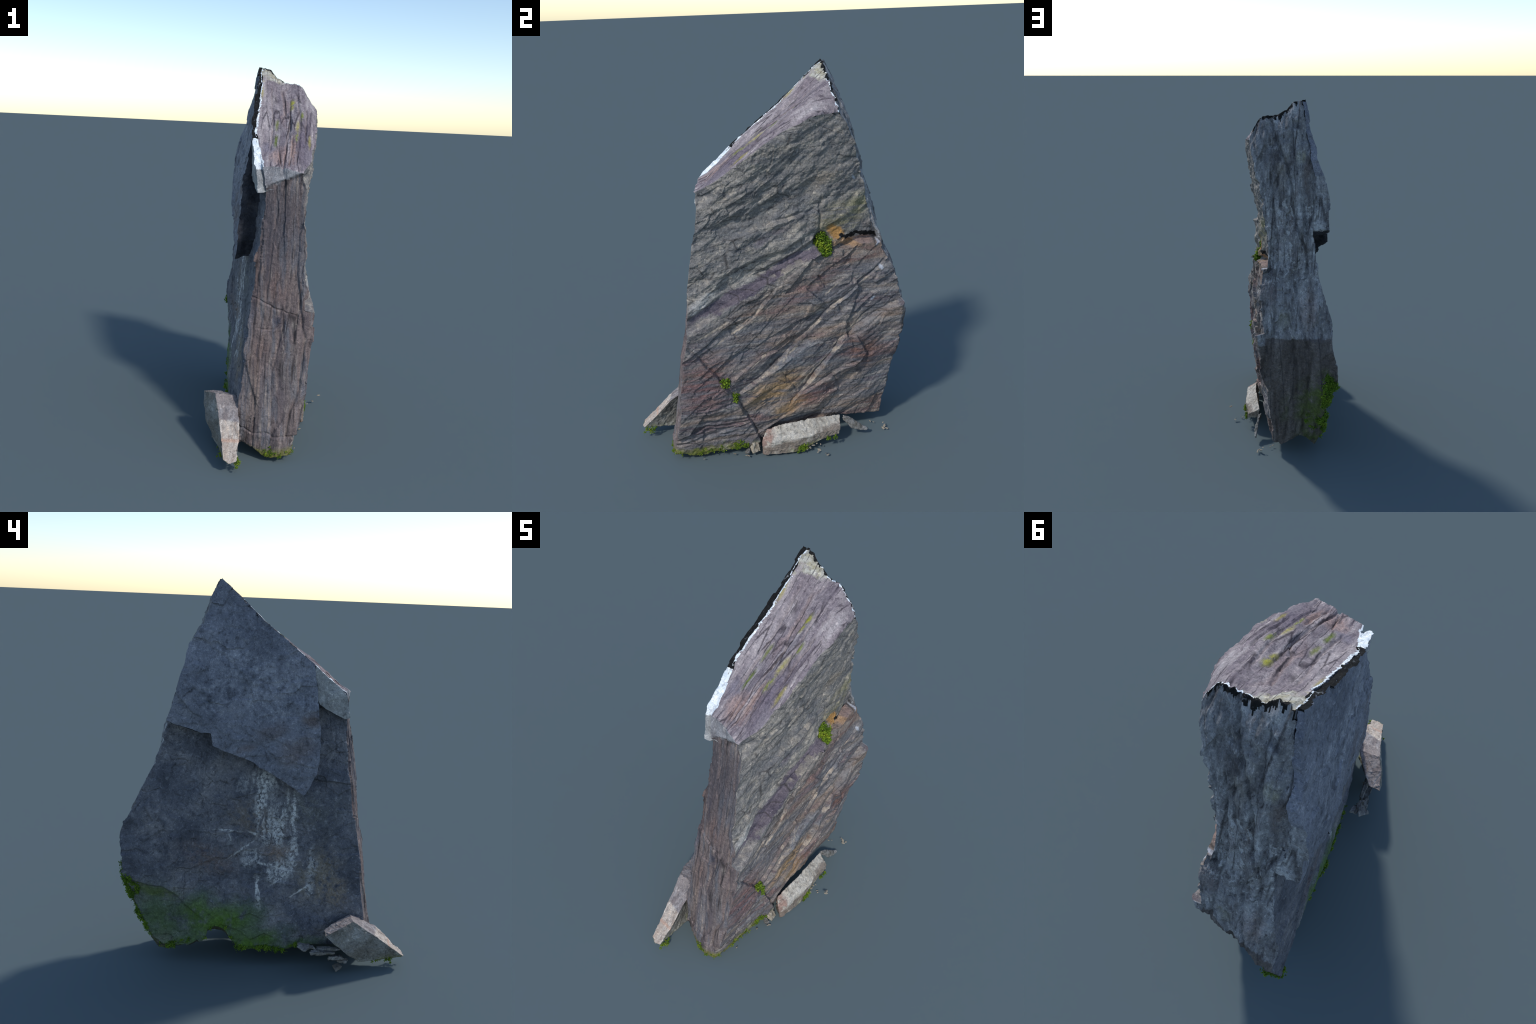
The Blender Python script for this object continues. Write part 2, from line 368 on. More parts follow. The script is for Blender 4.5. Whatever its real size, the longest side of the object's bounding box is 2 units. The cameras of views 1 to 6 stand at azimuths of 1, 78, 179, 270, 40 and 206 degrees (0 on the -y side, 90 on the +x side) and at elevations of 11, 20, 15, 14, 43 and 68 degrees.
# ------------------------------------------------------------------ materials
class Mat:
    def __init__(self, name, rough=.85):
        self.m = bpy.data.materials.new(name); self.m.use_nodes = True
        t = self.m.node_tree; t.nodes.clear(); self.t = t
        self.out = t.nodes.new("ShaderNodeOutputMaterial"); self.b = t.nodes.new("ShaderNodeBsdfPrincipled")
        t.links.new(self.b.outputs[0], self.out.inputs[0])
        self.b.inputs["Roughness"].default_value = rough
        self.b.inputs["Specular IOR Level"].default_value = .25
        self.P = t.nodes.new("ShaderNodeTexCoord").outputs["Object"]
        n = self.noise(self.P, 7, 3, .6, color=True)
        self.W = self.vm("ADD", self.P, self.vm("SCALE", self.vm("SUBTRACT", n, (.5, .5, .5)), scale=.10))
        n = self.noise(self.P, 3.5, 3, .6, color=True)
        self.S = self.vm("ADD", self.P, self.vm("SCALE", self.vm("SUBTRACT", n, (.5, .5, .5)), scale=.022))
        n = self.noise(self.P, 45, 3, .6, color=True)
        self.S = self.vm("ADD", self.S, self.vm("SCALE", self.vm("SUBTRACT", n, (.5, .5, .5)), scale=.006))
        self.W = self.vm("ADD", self.W, self.vm("SCALE", self.vm("SUBTRACT", n, (.5, .5, .5)), scale=.03))
    def put(self, sock, v):
        if isinstance(v, bpy.types.NodeSocket):
            self.t.links.new(v, sock)
        elif isinstance(v, (tuple, list)) and len(v) == 3 and sock.type == "RGBA":
            sock.default_value = (*v, 1)
        else:
            sock.default_value = v
    def vm(self, op, a, b=None, scale=None):
        n = self.t.nodes.new("ShaderNodeVectorMath"); n.operation = op
        self.put(n.inputs[0], a)
        if b is not None: self.put(n.inputs[1], b)
        if scale is not None: n.inputs["Scale"].default_value = scale
        return n.outputs["Value" if op in ("LENGTH", "DOT_PRODUCT") else "Vector"]
    def ma(self, op, a, b=0.0, clamp=False):
        n = self.t.nodes.new("ShaderNodeMath"); n.operation = op; n.use_clamp = clamp
        self.put(n.inputs[0], a); self.put(n.inputs[1], b)
        return n.outputs[0]
    def mapping(self, v, loc=(0, 0, 0), rot=(0, 0, 0), scale=(1, 1, 1), kind="POINT"):
        n = self.t.nodes.new("ShaderNodeMapping"); n.vector_type = kind
        self.put(n.inputs[0], v); n.inputs["Location"].default_value = loc
        n.inputs["Rotation"].default_value = rot; n.inputs["Scale"].default_value = scale
        return n.outputs[0]
    def noise(self, v, scale, detail=4, rough=.55, dist=0.0, color=False):
        n = self.t.nodes.new("ShaderNodeTexNoise")
        self.put(n.inputs["Vector"], v); n.inputs["Scale"].default_value = scale
        n.inputs["Detail"].default_value = detail; n.inputs["Roughness"].default_value = rough; n.inputs["Distortion"].default_value = dist
        return n.outputs["Color" if color else 0]
    def voronoi(self, v, scale, feature="DISTANCE_TO_EDGE", out="Distance"):
        n = self.t.nodes.new("ShaderNodeTexVoronoi"); n.feature = feature
        self.put(n.inputs["Vector"], v); n.inputs["Scale"].default_value = scale
        return n.outputs[out]
    def step(self, v, a, b):
        n = self.t.nodes.new("ShaderNodeMapRange"); n.interpolation_type = "SMOOTHSTEP"
        self.put(n.inputs[0], v); n.inputs[1].default_value = a; n.inputs[2].default_value = b
        if a > b:                                   # falling step
            n.inputs[1].default_value, n.inputs[2].default_value = b, a
            n.inputs[3].default_value, n.inputs[4].default_value = 1, 0
        return n.outputs[0]
    def ramp(self, f, stops):
        n = self.t.nodes.new("ShaderNodeValToRGB"); self.put(n.inputs[0], f)
        e = n.color_ramp.elements
        while len(e) < len(stops): e.new(.5)
        for k, (p, c) in zip(e, stops):
            k.position = p; k.color = (*c, 1)
        return n.outputs[0]
    def mix(self, f, a, b, mode="MIX"):
        n = self.t.nodes.new("ShaderNodeMix"); n.data_type = "RGBA"; n.blend_type = mode
        self.put(n.inputs[0], f); self.put(n.inputs[6], a); self.put(n.inputs[7], b)
        return n.outputs[2]
    def blob(self, plane, c, r, ang=0.0, soft=.5, warp=True):
        """1 inside an ellipse drawn on a face plane, with a ragged edge."""
        big = 1e3
        loc, rot, sc = {"yz": ((0, c[0], c[1]), (ang, 0, 0), (big, r[0], r[1])),
                        "xz": ((c[0], 0, c[1]), (0, -ang, 0), (r[0], big, r[1])),
                        "xy": ((c[0], c[1], 0), (0, 0, ang), (r[0], r[1], big))}[plane]
        v = self.mapping((self.S if min(r) < .02 else self.W) if warp else self.P, loc, rot, sc, "TEXTURE")
        return self.step(self.vm("LENGTH", v), 1.0 + soft * .3, 1.0 - soft)
    def paint(self, col, mask, c, k=1.0, grain=None):
        if grain is not None: mask = self.ma("MULTIPLY", mask, grain)
        if k != 1.0: mask = self.ma("MULTIPLY", mask, k)
        return self.mix(mask, col, c)
    def finish(self, col, height, strength=.5, dist=.004, rough=None, grit=1.0):
        g = self.noise(self.P, 170, 3, .75); g2 = self.noise(self.W, 62, 4, .7)
        col = self.mix(self.ma("MULTIPLY", self.step(g2, .54, .68), .38 * grit), col, (2.4, 2.3, 2.15), "MULTIPLY")
        col = self.mix(self.ma("MULTIPLY", self.step(g2, .47, .34), .60 * grit), col, (.34, .33, .35), "MULTIPLY")
        col = self.mix(self.ma("MULTIPLY", self.step(g, .55, .68), .40 * grit), col, (2.2, 2.1, 2.0), "MULTIPLY")
        col = self.mix(self.ma("MULTIPLY", self.step(g, .45, .32), .55 * grit), col, (.40, .39, .40), "MULTIPLY")
        height = self.ma("ADD", height, self.ma("MULTIPLY", g2, .35))
        self.put(self.b.inputs["Base Color"], col)
        if rough is not None: self.put(self.b.inputs["Roughness"], rough)
        n = self.t.nodes.new("ShaderNodeBump"); n.inputs["Strength"].default_value = strength; n.inputs["Distance"].default_value = dist
        self.put(n.inputs["Height"], height); self.t.links.new(n.outputs[0], self.b.inputs["Normal"])
        return self.m
    def xyz(self, v=None):
        n = self.t.nodes.new("ShaderNodeSeparateXYZ"); self.put(n.inputs[0], v if v is not None else self.P)
        return n.outputs

def mat_bedded():
    m = Mat("bedded_rock")
    q = m.mapping(m.S, rot=(-.60, 0, 0), scale=(6, 2.2, 10))      # stretched along the bedding
    n1 = m.noise(q, 1.6, 6, .62); n2 = m.noise(m.mapping(m.S, rot=(-.60, 0, 0), scale=(30, 7, 60)), 1.0, 5, .65); n3 = m.noise(m.P, 95, 3, .7)
    col = m.ramp(n1, [(.30, (.108, .106, .112)), (.45, (.182, .174, .166)), (.57, (.262, .240, .212)), (.72, (.370, .330, .282))])
    # lower beds are redder and darker
    z = m.xyz(m.W)
    lowline = m.ma("SUBTRACT", z[2], m.ma("MULTIPLY", z[1], .49))
    low = m.step(m.ma('ADD', lowline, m.ma('MULTIPLY', n1, .30)), 1.22, 1.02)
    lowcol = m.ramp(n1, [(.30, (.095, .082, .088)), (.44, (.165, .135, .128)), (.54, (.185, .180, .188)), (.72, (.320, .278, .240))])
    col = m.mix(low, col, lowcol)
    wide = m.noise(m.mapping(m.S, rot=(-.62, 0, 0), scale=(3, .9, 8)), 1.0, 5, .6)
    hue = m.ramp(wide, [(.34, (.190, .105, .085)), (.42, (.150, .105, .118)), (.47, (.130, .138, .158)), (.53, (.205, .180, .170)), (.58, (.270, .200, .145)), (.65, (.190, .105, .085))])
    col = m.mix(m.ma("MULTIPLY", low, .60), col, hue)
    upm = m.ma("SUBTRACT", 1.0, low)
    uph = m.ramp(wide, [(.36, (.120, .132, .152)), (.48, (.200, .196, .190)), (.56, (.150, .160, .178)), (.66, (.290, .262, .220))])
    col = m.mix(m.ma("MULTIPLY", upm, .45), col, uph)
    n4 = m.noise(m.mapping(m.S, rot=(-.58, 0, 0), scale=(20, 5, 34)), 1.3, 5, .62)
    col = m.mix(m.ma('MULTIPLY', m.step(n4, .53, .66), .42), col, (.400, .365, .320))
    col = m.mix(m.ma('MULTIPLY', m.step(n4, .47, .34), .42), col, (.080, .078, .085))
    beds = m.noise(m.mapping(m.S, rot=(-.62, 0, 0), scale=(5, 1.3, 34)), 1.0, 4, .7)
    bw = m.ma("MULTIPLY", m.ma("ADD", m.ma("MULTIPLY", low, .45), .05), m.step(m.noise(m.P, 5, 3), .30, .60))
    col = m.mix(m.ma("MULTIPLY", m.step(beds, .54, .61), bw), col, (.400, .345, .300))
    col = m.mix(m.ma("MULTIPLY", m.step(beds, .46, .40), bw), col, (.070, .060, .066))
    knob = m.noise(m.mapping(m.W, rot=(-.5, 0, 0), scale=(14, 11, 20)), 1.2, 6, .7)
    up = m.ma("SUBTRACT", 1.0, low)
    col = m.mix(m.ma("MULTIPLY", m.step(knob, .52, .64), m.ma("MULTIPLY", up, .65)), col, (.420, .372, .310))
    col = m.mix(m.ma("MULTIPLY", m.step(knob, .47, .36), m.ma("MULTIPLY", up, .65)), col, (.095, .096, .104))
    grain = m.step(m.ma('ADD', m.ma('MULTIPLY', n4, .6), m.ma('MULTIPLY', beds, .4)), .38, .56)
    for c, r, a, k, s in (
            ((.15, .30), (.20, .07), .35, (.175, .085, .075), .95), ((.42, .52), (.13, .16), .9, (.190, .095, .070), .9),
            ((-.45, .48), (.16, .20), -.2, (.185, .092, .088), .95), ((.12, .92), (.28, .06), .55, (.160, .090, .088), .9),
            ((-.10, .60), (.26, .05), .55, (.180, .115, .095), .6), ((.17, .72), (.20, .05), .65, (.125, .120, .130), .8),
            ((.03, .53), (.17, .045), .65, (.170, .185, .205), .9), ((-.08, .36), (.22, .09), .5, (.340, .205, .080), .9),
            ((.0, .24), (.13, .06), .5, (.310, .185, .075), .85), ((.30, .83), (.12, .06), .6, (.160, .165, .180), .7),
            ((.45, .70), (.14, .05), .6, (.185, .185, .195), .8), ((.35, .36), (.10, .05), .4, (.280, .215, .150), .6),
            ((.30, 1.25), (.15, .09), .3, (.250, .215, .095), .75), ((.40, 1.33), (.08, .06), .3, (.230, .220, .085), .55),
            ((-.2, 1.30), (.35, .08), .3, (.185, .185, .185), .7), ((.15, 1.52), (.22, .10), .6, (.200, .190, .180), .6),
            ((.20, 1.45), (.12, .05), .5, (.270, .220, .165), .6), ((-.25, .98), (.20, .07), .45, (.340, .325, .300), .6),
            ((-.42, .86), (.06, .06), .3, (.430, .425, .420), .95), ((-.38, .93), (.10, .03), .4, (.40, .39, .37), .9), ((-.05, 1.13), (.18, .06), .45, (.330, .300, .255), .6),
            ((-.05, 1.22), (.14, .03), .3, (.155, .130, .150), .7), ((-.12, 1.17), (.05, .018), .6, (.130, .115, .140), .9)):
        col = m.paint(col, m.blob("yz", c, r, a, .75), k, s * .85, grain)
    # purple parting plane
    purp = m.ramp(m.noise(m.mapping(m.S, rot=(-.46, 0, 0), scale=(4, 4, 40)), 1, 3), [(.35, (.085, .072, .098)), (.65, (.150, .128, .152))])
    for c, r, a in (((-.27, .905), (.28, .028), .46), ((.02, 1.045), (.15, .027), .44), ((.12, 1.085), (.07, .025), .45)):
        col = m.mix(m.ma("MULTIPLY", m.blob("yz", c, r, a, .35, warp=True), .95), col, purp)
    # thin dark partings between the beds
    for c, r, a in (((-.02, .560), (.24, .006), .66), ((.26, .815), (.17, .007), .68), ((.14, .43), (.14, .006), .82), ((.38, .685), (.13, .006), .62), ((-.15, .86), (.22, .006), .48), ((.05, .70), (.18, .005), .62),
                    ((.33, .52), (.16, .005), .70), ((-.1, 1.20), (.24, .007), .42), ((-.05, 1.34), (.26, .008), .40), ((.1, 1.50), (.2, .007), .55), ((-.2, 1.05), (.2, .006), .45)):
        col = m.paint(col, m.blob("yz", c, r, a, .8), (.050, .045, .050), .8, m.step(m.noise(m.P, 13, 4), .44, .56))
    # ochre in the notch, ledge light painted as pale lines
    col = m.paint(col, m.blob("yz", (.275, 1.18), (.035, .06), .8, .4), (.42, .220, .065), .9)
    col = m.paint(col, m.blob("yz", (.33, 1.125), (.085, .022), -.05, .4), (.42, .265, .150), .85)
    col = m.paint(col, m.blob("yz", (.43, 1.12), (.06, .018), -.1, .4), (.30, .215, .185))
    for c, r, a in (((-.05, .515), (.22, .009), .66), ((.23, .770), (.17, .009), .69), ((.45, .935), (.09, .008), .68), ((.10, .355), (.12, .008), .85),
                    ((.33, .640), (.16, .009), .64), ((.12, .420), (.14, .008), .80), ((.40, .735), (.14, .006), .62), ((.22, .87), (.10, .005), .66), ((-.12, .58), (.16, .005), .66), ((.20, .50), (.14, .006), .75), ((-.05, .93), (.14, .006), .50), ((-.30, .72), (.16, .006), .50), ((.52, .80), (.06, .008), .60), ((-.20, .795), (.12, .007), .55), ((-.38, .765), (.12, .007), .42)):
        col = m.paint(col, m.blob("yz", c, r, a, .7), (.500, .415, .325), .75, m.step(m.noise(m.P, 15, 4), .43, .56))
    for c, r in (((.505, .975), (.012, .02)), ((.47, .80), (.02, .010)), ((.50, 1.10), (.03, .008)), ((.36, 1.45), (.008, .02))):
        col = m.paint(col, m.blob("yz", c, r, .6, .6), (.58, .62, .70), .6)
    # thin dark partings and pale specks
    v = m.voronoi(m.mapping(m.S, rot=(-.58, 0, 0), scale=(2, 4.5, 14)), 1.0)
    col = m.paint(col, m.step(v, .035, .0), (.045, .040, .040), .7, m.step(m.noise(m.P, 6, 2), .45, .6))
    col = m.mix(m.ma("MULTIPLY", m.step(n3, .62, .75), .45), col, (.50, .46, .42))
    col = m.mix(m.ma("MULTIPLY", m.step(n3, .40, .28), .5), col, (.06, .055, .05))
    # moss film at the foot, lichen
    g = m.step(m.ma("ADD", z[2], m.ma("MULTIPLY", m.noise(m.P, 18, 3), .08)), .115, .075)
    g = m.ma("MULTIPLY", g, m.step(z[1], -.12, -.22))
    col = m.paint(col, g, (.150, .165, .030), .9)
    h = m.ma("ADD", m.ma("ADD", m.ma("MULTIPLY", n2, .7), m.ma("MULTIPLY", knob, .5)), m.ma("MULTIPLY", n3, .35))
    return m.finish(col, h, .8, .012)

def mat_slate(plate=False):
    m = Mat("plate_slate" if plate else "weathered_slate", .75)
    n1 = m.noise(m.W, 5, 6, .62); n2 = m.noise(m.P, 26, 4, .65); n3 = m.noise(m.P, 110, 2, .6)
    if plate:
        col = m.ramp(n1, [(.3, (.112, .122, .152)), (.5, (.168, .180, .218)), (.7, (.240, .250, .290))])
        for c, r, s in (((.0, 1.50), (.28, .16), 1), ((.20, 1.62), (.14, .16), .8), ((.30, 1.38), (.20, .05), .7), ((.0, 1.36), (.2, .05), .6), ((.23, 1.45), (.25, .05), .7)):
            col = m.paint(col, m.blob("yz", c, r, .2, .9), (.32, .335, .375), .75 * s, m.step(n2, .44, .66))
        for c, r, s in (((-.19, 1.33), (.05, .05), 1), ((-.13, 1.18), (.12, .08), .8), ((.0, 1.27), (.12, .05), .6), ((.13, 1.18), (.06, .02), .7)):
            col = m.paint(col, m.blob("yz", c, r, -.3, .8), (.135, .105, .095), .75 * s)
    else:
        col = m.ramp(n1, [(.3, (.055, .060, .076)), (.46, (.105, .112, .136)), (.60, (.165, .165, .180)), (.74, (.240, .235, .240))])
        for c, r, k in (((.30, .60), (.20, .10), (.150, .115, .105)), ((-.28, .50), (.14, .20), (.200, .170, .125)), ((-.38, .40), (.10, .10), (.230, .185, .135)),
                        ((.05, .80), (.20, .10), (.170, .140, .110)), ((-.05, .62), (.10, .08), (.205, .150, .115)), ((-.20, .85), (.14, .12), (.120, .122, .112)),
                        ((.50, .62), (.16, .10), (.150, .150, .165)), ((.55, .82), (.12, .12), (.165, .165, .182)), ((-.33, .80), (.08, .20), (.110, .115, .125))):
            col = m.paint(col, m.blob("yz", c, r, .3, .8), k, .8, m.step(n2, .35, .6))
    col = m.mix(m.ma("MULTIPLY", m.step(n3, .62, .78), .5), col, (.36, .37, .39))
    col = m.mix(m.ma("MULTIPLY", m.step(n2, .46, .30), .6), col, (.05, .052, .062))
    col = m.mix(m.ma("MULTIPLY", m.step(n2, .56, .70), .45), col, (.27, .28, .31))
    if not plate:
        # lime streaks that ran down from under the plate
        drip = m.noise(m.mapping(m.W, scale=(6, 34, 3.2)), 1.0, 4, .65)
        fine = m.step(m.noise(m.P, 60, 3, .7), .38, .55)
        lime = (.56, .57, .57)
        for c, r, s in (((.04, .93), (.035, .16), 1), ((-.145, .80), (.022, .16), 1), ((-.085, .90), (.02, .10), .8), ((-.05, .74), (.12, .10), .7), ((-.13, .62), (.04, .10), .8),
                        ((-.07, .52), (.07, .08), .8), ((.07, .60), (.06, .06), .6), ((.03, .42), (.022, .11), .9), ((-.02, .50), (.018, .07), .7), ((-.24, .56), (.03, .12), .5),
                        ((.20, .70), (.025, .05), .6), ((.04, 1.0), (.14, .07), .6), ((-.06, .82), (.13, .14), .5), ((-.24, .42), (.03, .05), .6)):
            col = m.paint(col, m.blob("yz", c, r, 0, .8), lime, s, m.ma("MULTIPLY", m.step(drip, .38, .54), fine))
        for c, r, a in (((.20, .742), (.09, .007), .1), ((.06, .725), (.06, .008), .35), ((.13, .640), (.10, .006), -.6), ((-.05, .55), (.14, .008), .25), ((-.10, .505), (.10, .007), -.7), ((-.19, .42), (.08, .006), -.6)):
            col = m.paint(col, m.blob("yz", c, r, a, .7), (.50, .51, .51), .9, fine)
        # algae and moss film at the foot
        z = m.xyz(m.W)
        gn = m.step(m.noise(m.P, 14, 4, .6), .22, .52)
        for c, r, s in (((.20, .24), (.24, .13), .95), ((.33, .30), (.12, .12), .8), ((.05, .13), (.22, .08), .95), ((.55, .25), (.20, .24), .55), ((.45, .10), (.20, .05), .6), ((-.15, .09), (.20, .05), .7)):
            col = m.paint(col, m.blob("yz", c, r, -.3, .95), (.075, .150, .015), s, gn)
        col = m.paint(col, m.blob("yz", (.58, .42), (.16, .05), .2, .8), (.085, .125, .020), .7, gn)
        v = m.voronoi(m.mapping(m.W, scale=(3, 4, 6)), 1.0)
        col = m.paint(col, m.step(v, .02, 0), (.035, .035, .04), .6, m.step(m.noise(m.P, 5, 2), .5, .6))
    h = m.ma("ADD", n2, m.ma("MULTIPLY", n3, .4))
    return m.finish(col, h, .5, .006)

def mat_banded():
    m = Mat("banded_rock")
    q = m.mapping(m.S, scale=(15, 4, 1.5))
    n1 = m.noise(q, 1.5, 5, .6); n2 = m.noise(m.mapping(m.S, scale=(48, 10, 6)), 1.4, 6, .7); n3 = m.noise(m.P, 100, 3, .7)
    col = m.ramp(n1, [(.28, (.060, .054, .066)), (.40, (.122, .098, .100)), (.50, (.195, .152, .142)), (.59, (.145, .142, .158)), (.72, (.310, .250, .215))])
    col = m.mix(m.ma("MULTIPLY", m.step(n2, .53, .68), .7), col, (.345, .285, .245))
    col = m.mix(m.ma("MULTIPLY", m.step(n2, .48, .33), .65), col, (.048, .044, .054))
    g = m.step(n2, .3, .6)
    for c, r, k, s in (((.0, 1.18), (.20, .30), (.085, .076, .086), .95), ((-.08, .95), (.035, .20), (.200, .135, .115), .7), ((.03, .86), (.05, .10), (.170, .105, .090), .7),
                       ((-.085, .72), (.02, .09), (.095, .100, .125), .85), ((.035, .70), (.025, .05), (.055, .060, .085), .95), ((-.04, .50), (.05, .16), (.240, .160, .135), .6),
                       ((.10, .45), (.05, .20), (.165, .150, .150), .6), ((.06, .30), (.04, .15), (.140, .115, .125), .6), ((-.07, .35), (.05, .20), (.250, .195, .160), .55),
                       ((.13, .68), (.02, .05), (.42, .38, .34), .6), ((.05, 1.0), (.02, .2), (.125, .130, .150), .7), ((.09, .62), (.02, .14), (.13, .14, .165), .7), ((-.02, .36), (.018, .2), (.12, .12, .14), .6)):
        col = m.paint(col, m.blob("xz", c, r, 0, .8), k, s, g)
    # dark partings
    v = m.voronoi(m.mapping(m.S, scale=(16, 2, 1.4)), 1.0)
    col = m.paint(col, m.step(v, .05, 0), (.030, .026, .028), .75, m.step(m.noise(m.P, 7, 2), .42, .58))
    # pale fresh fracture on the lip of the crown
    x, _, z = m.xyz(m.W)
    h = m.ma("SUBTRACT", z, m.ma("MULTIPLY_ADD", x, .45)) if False else m.ma("SUBTRACT", z, m.ma("ADD", m.ma("MULTIPLY", x, .47), 1.375))
    pale = m.ramp(m.noise(m.P, 16, 4), [(.35, (.190, .180, .190)), (.65, (.330, .330, .345))])
    col = m.mix(m.step(h, -.004, .008), col, pale)
    g = m.step(m.ma("ADD", z, m.ma("MULTIPLY", m.noise(m.P, 20, 3), .07)), .12, .07)
    col = m.paint(col, g, (.150, .150, .030), .9)
    return m.finish(col, m.ma("ADD", n2, m.ma("MULTIPLY", n3, .3)), .6, .008)

def mat_fissured():
    m = Mat("fissured_rock")
    q = m.mapping(m.S, rot=(0, -.12, 0), scale=(11, 4, 1.6))
    n1 = m.noise(q, 1.6, 6, .62); n2 = m.noise(m.mapping(m.S, rot=(0, -.12, 0), scale=(46, 20, 9)), 1.3, 6, .68); n3 = m.noise(m.P, 100, 3, .7)
    col = m.ramp(n1, [(.30, (.080, .078, .085)), (.43, (.160, .160, .166)), (.56, (.245, .252, .265)), (.72, (.370, .380, .390))])
    col = m.mix(m.ma("MULTIPLY", m.step(n2, .55, .68), .75), col, (.42, .43, .44))
    col = m.mix(m.ma("MULTIPLY", m.step(n2, .47, .32), .85), col, (.065, .060, .066))
    g = m.step(n2, .3, .6)
    for c, r, k, s in (((-.065, 1.86), (.035, .03), (.05, .055, .07), .9), ((.10, 1.70), (.05, .10), (.13, .13, .14), .6), ((.0, 1.65), (.03, .16), (.29, .28, .26), .6),
                       ((-.09, 1.7), (.03, .06), (.25, .245, .17), .6), ((-.13, 1.62), (.03, .14), (.13, .105, .095), .7), ((-.05, 1.42), (.02, .20), (.145, .115, .10), .6),
                       ((.05, 1.30), (.10, .14), (.30, .29, .29), .5), ((-.10, 1.2), (.03, .12), (.37, .36, .35), .5), ((-.13, .90), (.06, .12), (.33, .28, .27), .6),
                       ((.0, .86), (.04, .06), (.26, .26, .20), .6), ((.09, .95), (.05, .10), (.20, .18, .18), .6), ((.05, 1.0), (.03, .08), (.12, .10, .105), .7)):
        col = m.paint(col, m.blob("xz", c, r, .1, .8), k, s, g)
    fl = m.noise(m.mapping(m.W, scale=(30, 20, 17)), 1.2, 5, .65)
    zz = m.xyz(m.P)[2]
    fm = m.ma('MULTIPLY', m.step(zz, .95, 1.1), m.step(zz, 1.6, 1.4))
    col = m.mix(m.ma('MULTIPLY', m.step(fl, .54, .62), m.ma('MULTIPLY', fm, .7)), col, (.46, .48, .49))
    col = m.mix(m.ma('MULTIPLY', m.step(fl, .44, .36), m.ma('MULTIPLY', fm, .7)), col, (.07, .065, .07))
    # damp and painted shade under the break, with an irregular upper edge
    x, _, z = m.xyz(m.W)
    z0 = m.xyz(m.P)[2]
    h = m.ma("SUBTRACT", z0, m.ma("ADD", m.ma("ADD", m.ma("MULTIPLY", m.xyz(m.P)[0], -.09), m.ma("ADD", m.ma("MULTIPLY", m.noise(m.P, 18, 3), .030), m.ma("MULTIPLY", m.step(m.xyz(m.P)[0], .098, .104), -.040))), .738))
    damp_shade = m.step(h, .006, -.004)
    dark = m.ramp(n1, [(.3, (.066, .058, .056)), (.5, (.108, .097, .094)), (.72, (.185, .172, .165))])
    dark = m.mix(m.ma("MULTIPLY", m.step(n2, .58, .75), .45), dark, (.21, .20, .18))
    col = m.mix(damp_shade, col, dark)
    gn = m.step(m.noise(m.P, 16, 4, .6), .32, .58)
    for c, r, s in (((-.22, .45), (.09, .15), .9), ((-.17, .28), (.11, .13), .9), ((-.12, .42), (.08, .12), .5), ((-.15, .12), (.10, .06), .8), ((-.0, .3), (.04, .12), .3)):
        col = m.paint(col, m.blob("xz", c, r, 0, .9), (.085, .125, .022), s, gn)
    v = m.voronoi(m.mapping(m.S, rot=(0, -.12, 0), scale=(15, 2, 1.2)), 1.0)
    col = m.paint(col, m.step(v, .06, 0), (.040, .038, .042), .7, m.step(m.noise(m.P, 7, 2), .45, .6))
    return m.finish(col, m.ma("ADD", n2, m.ma("MULTIPLY", n3, .3)), .6, .008)

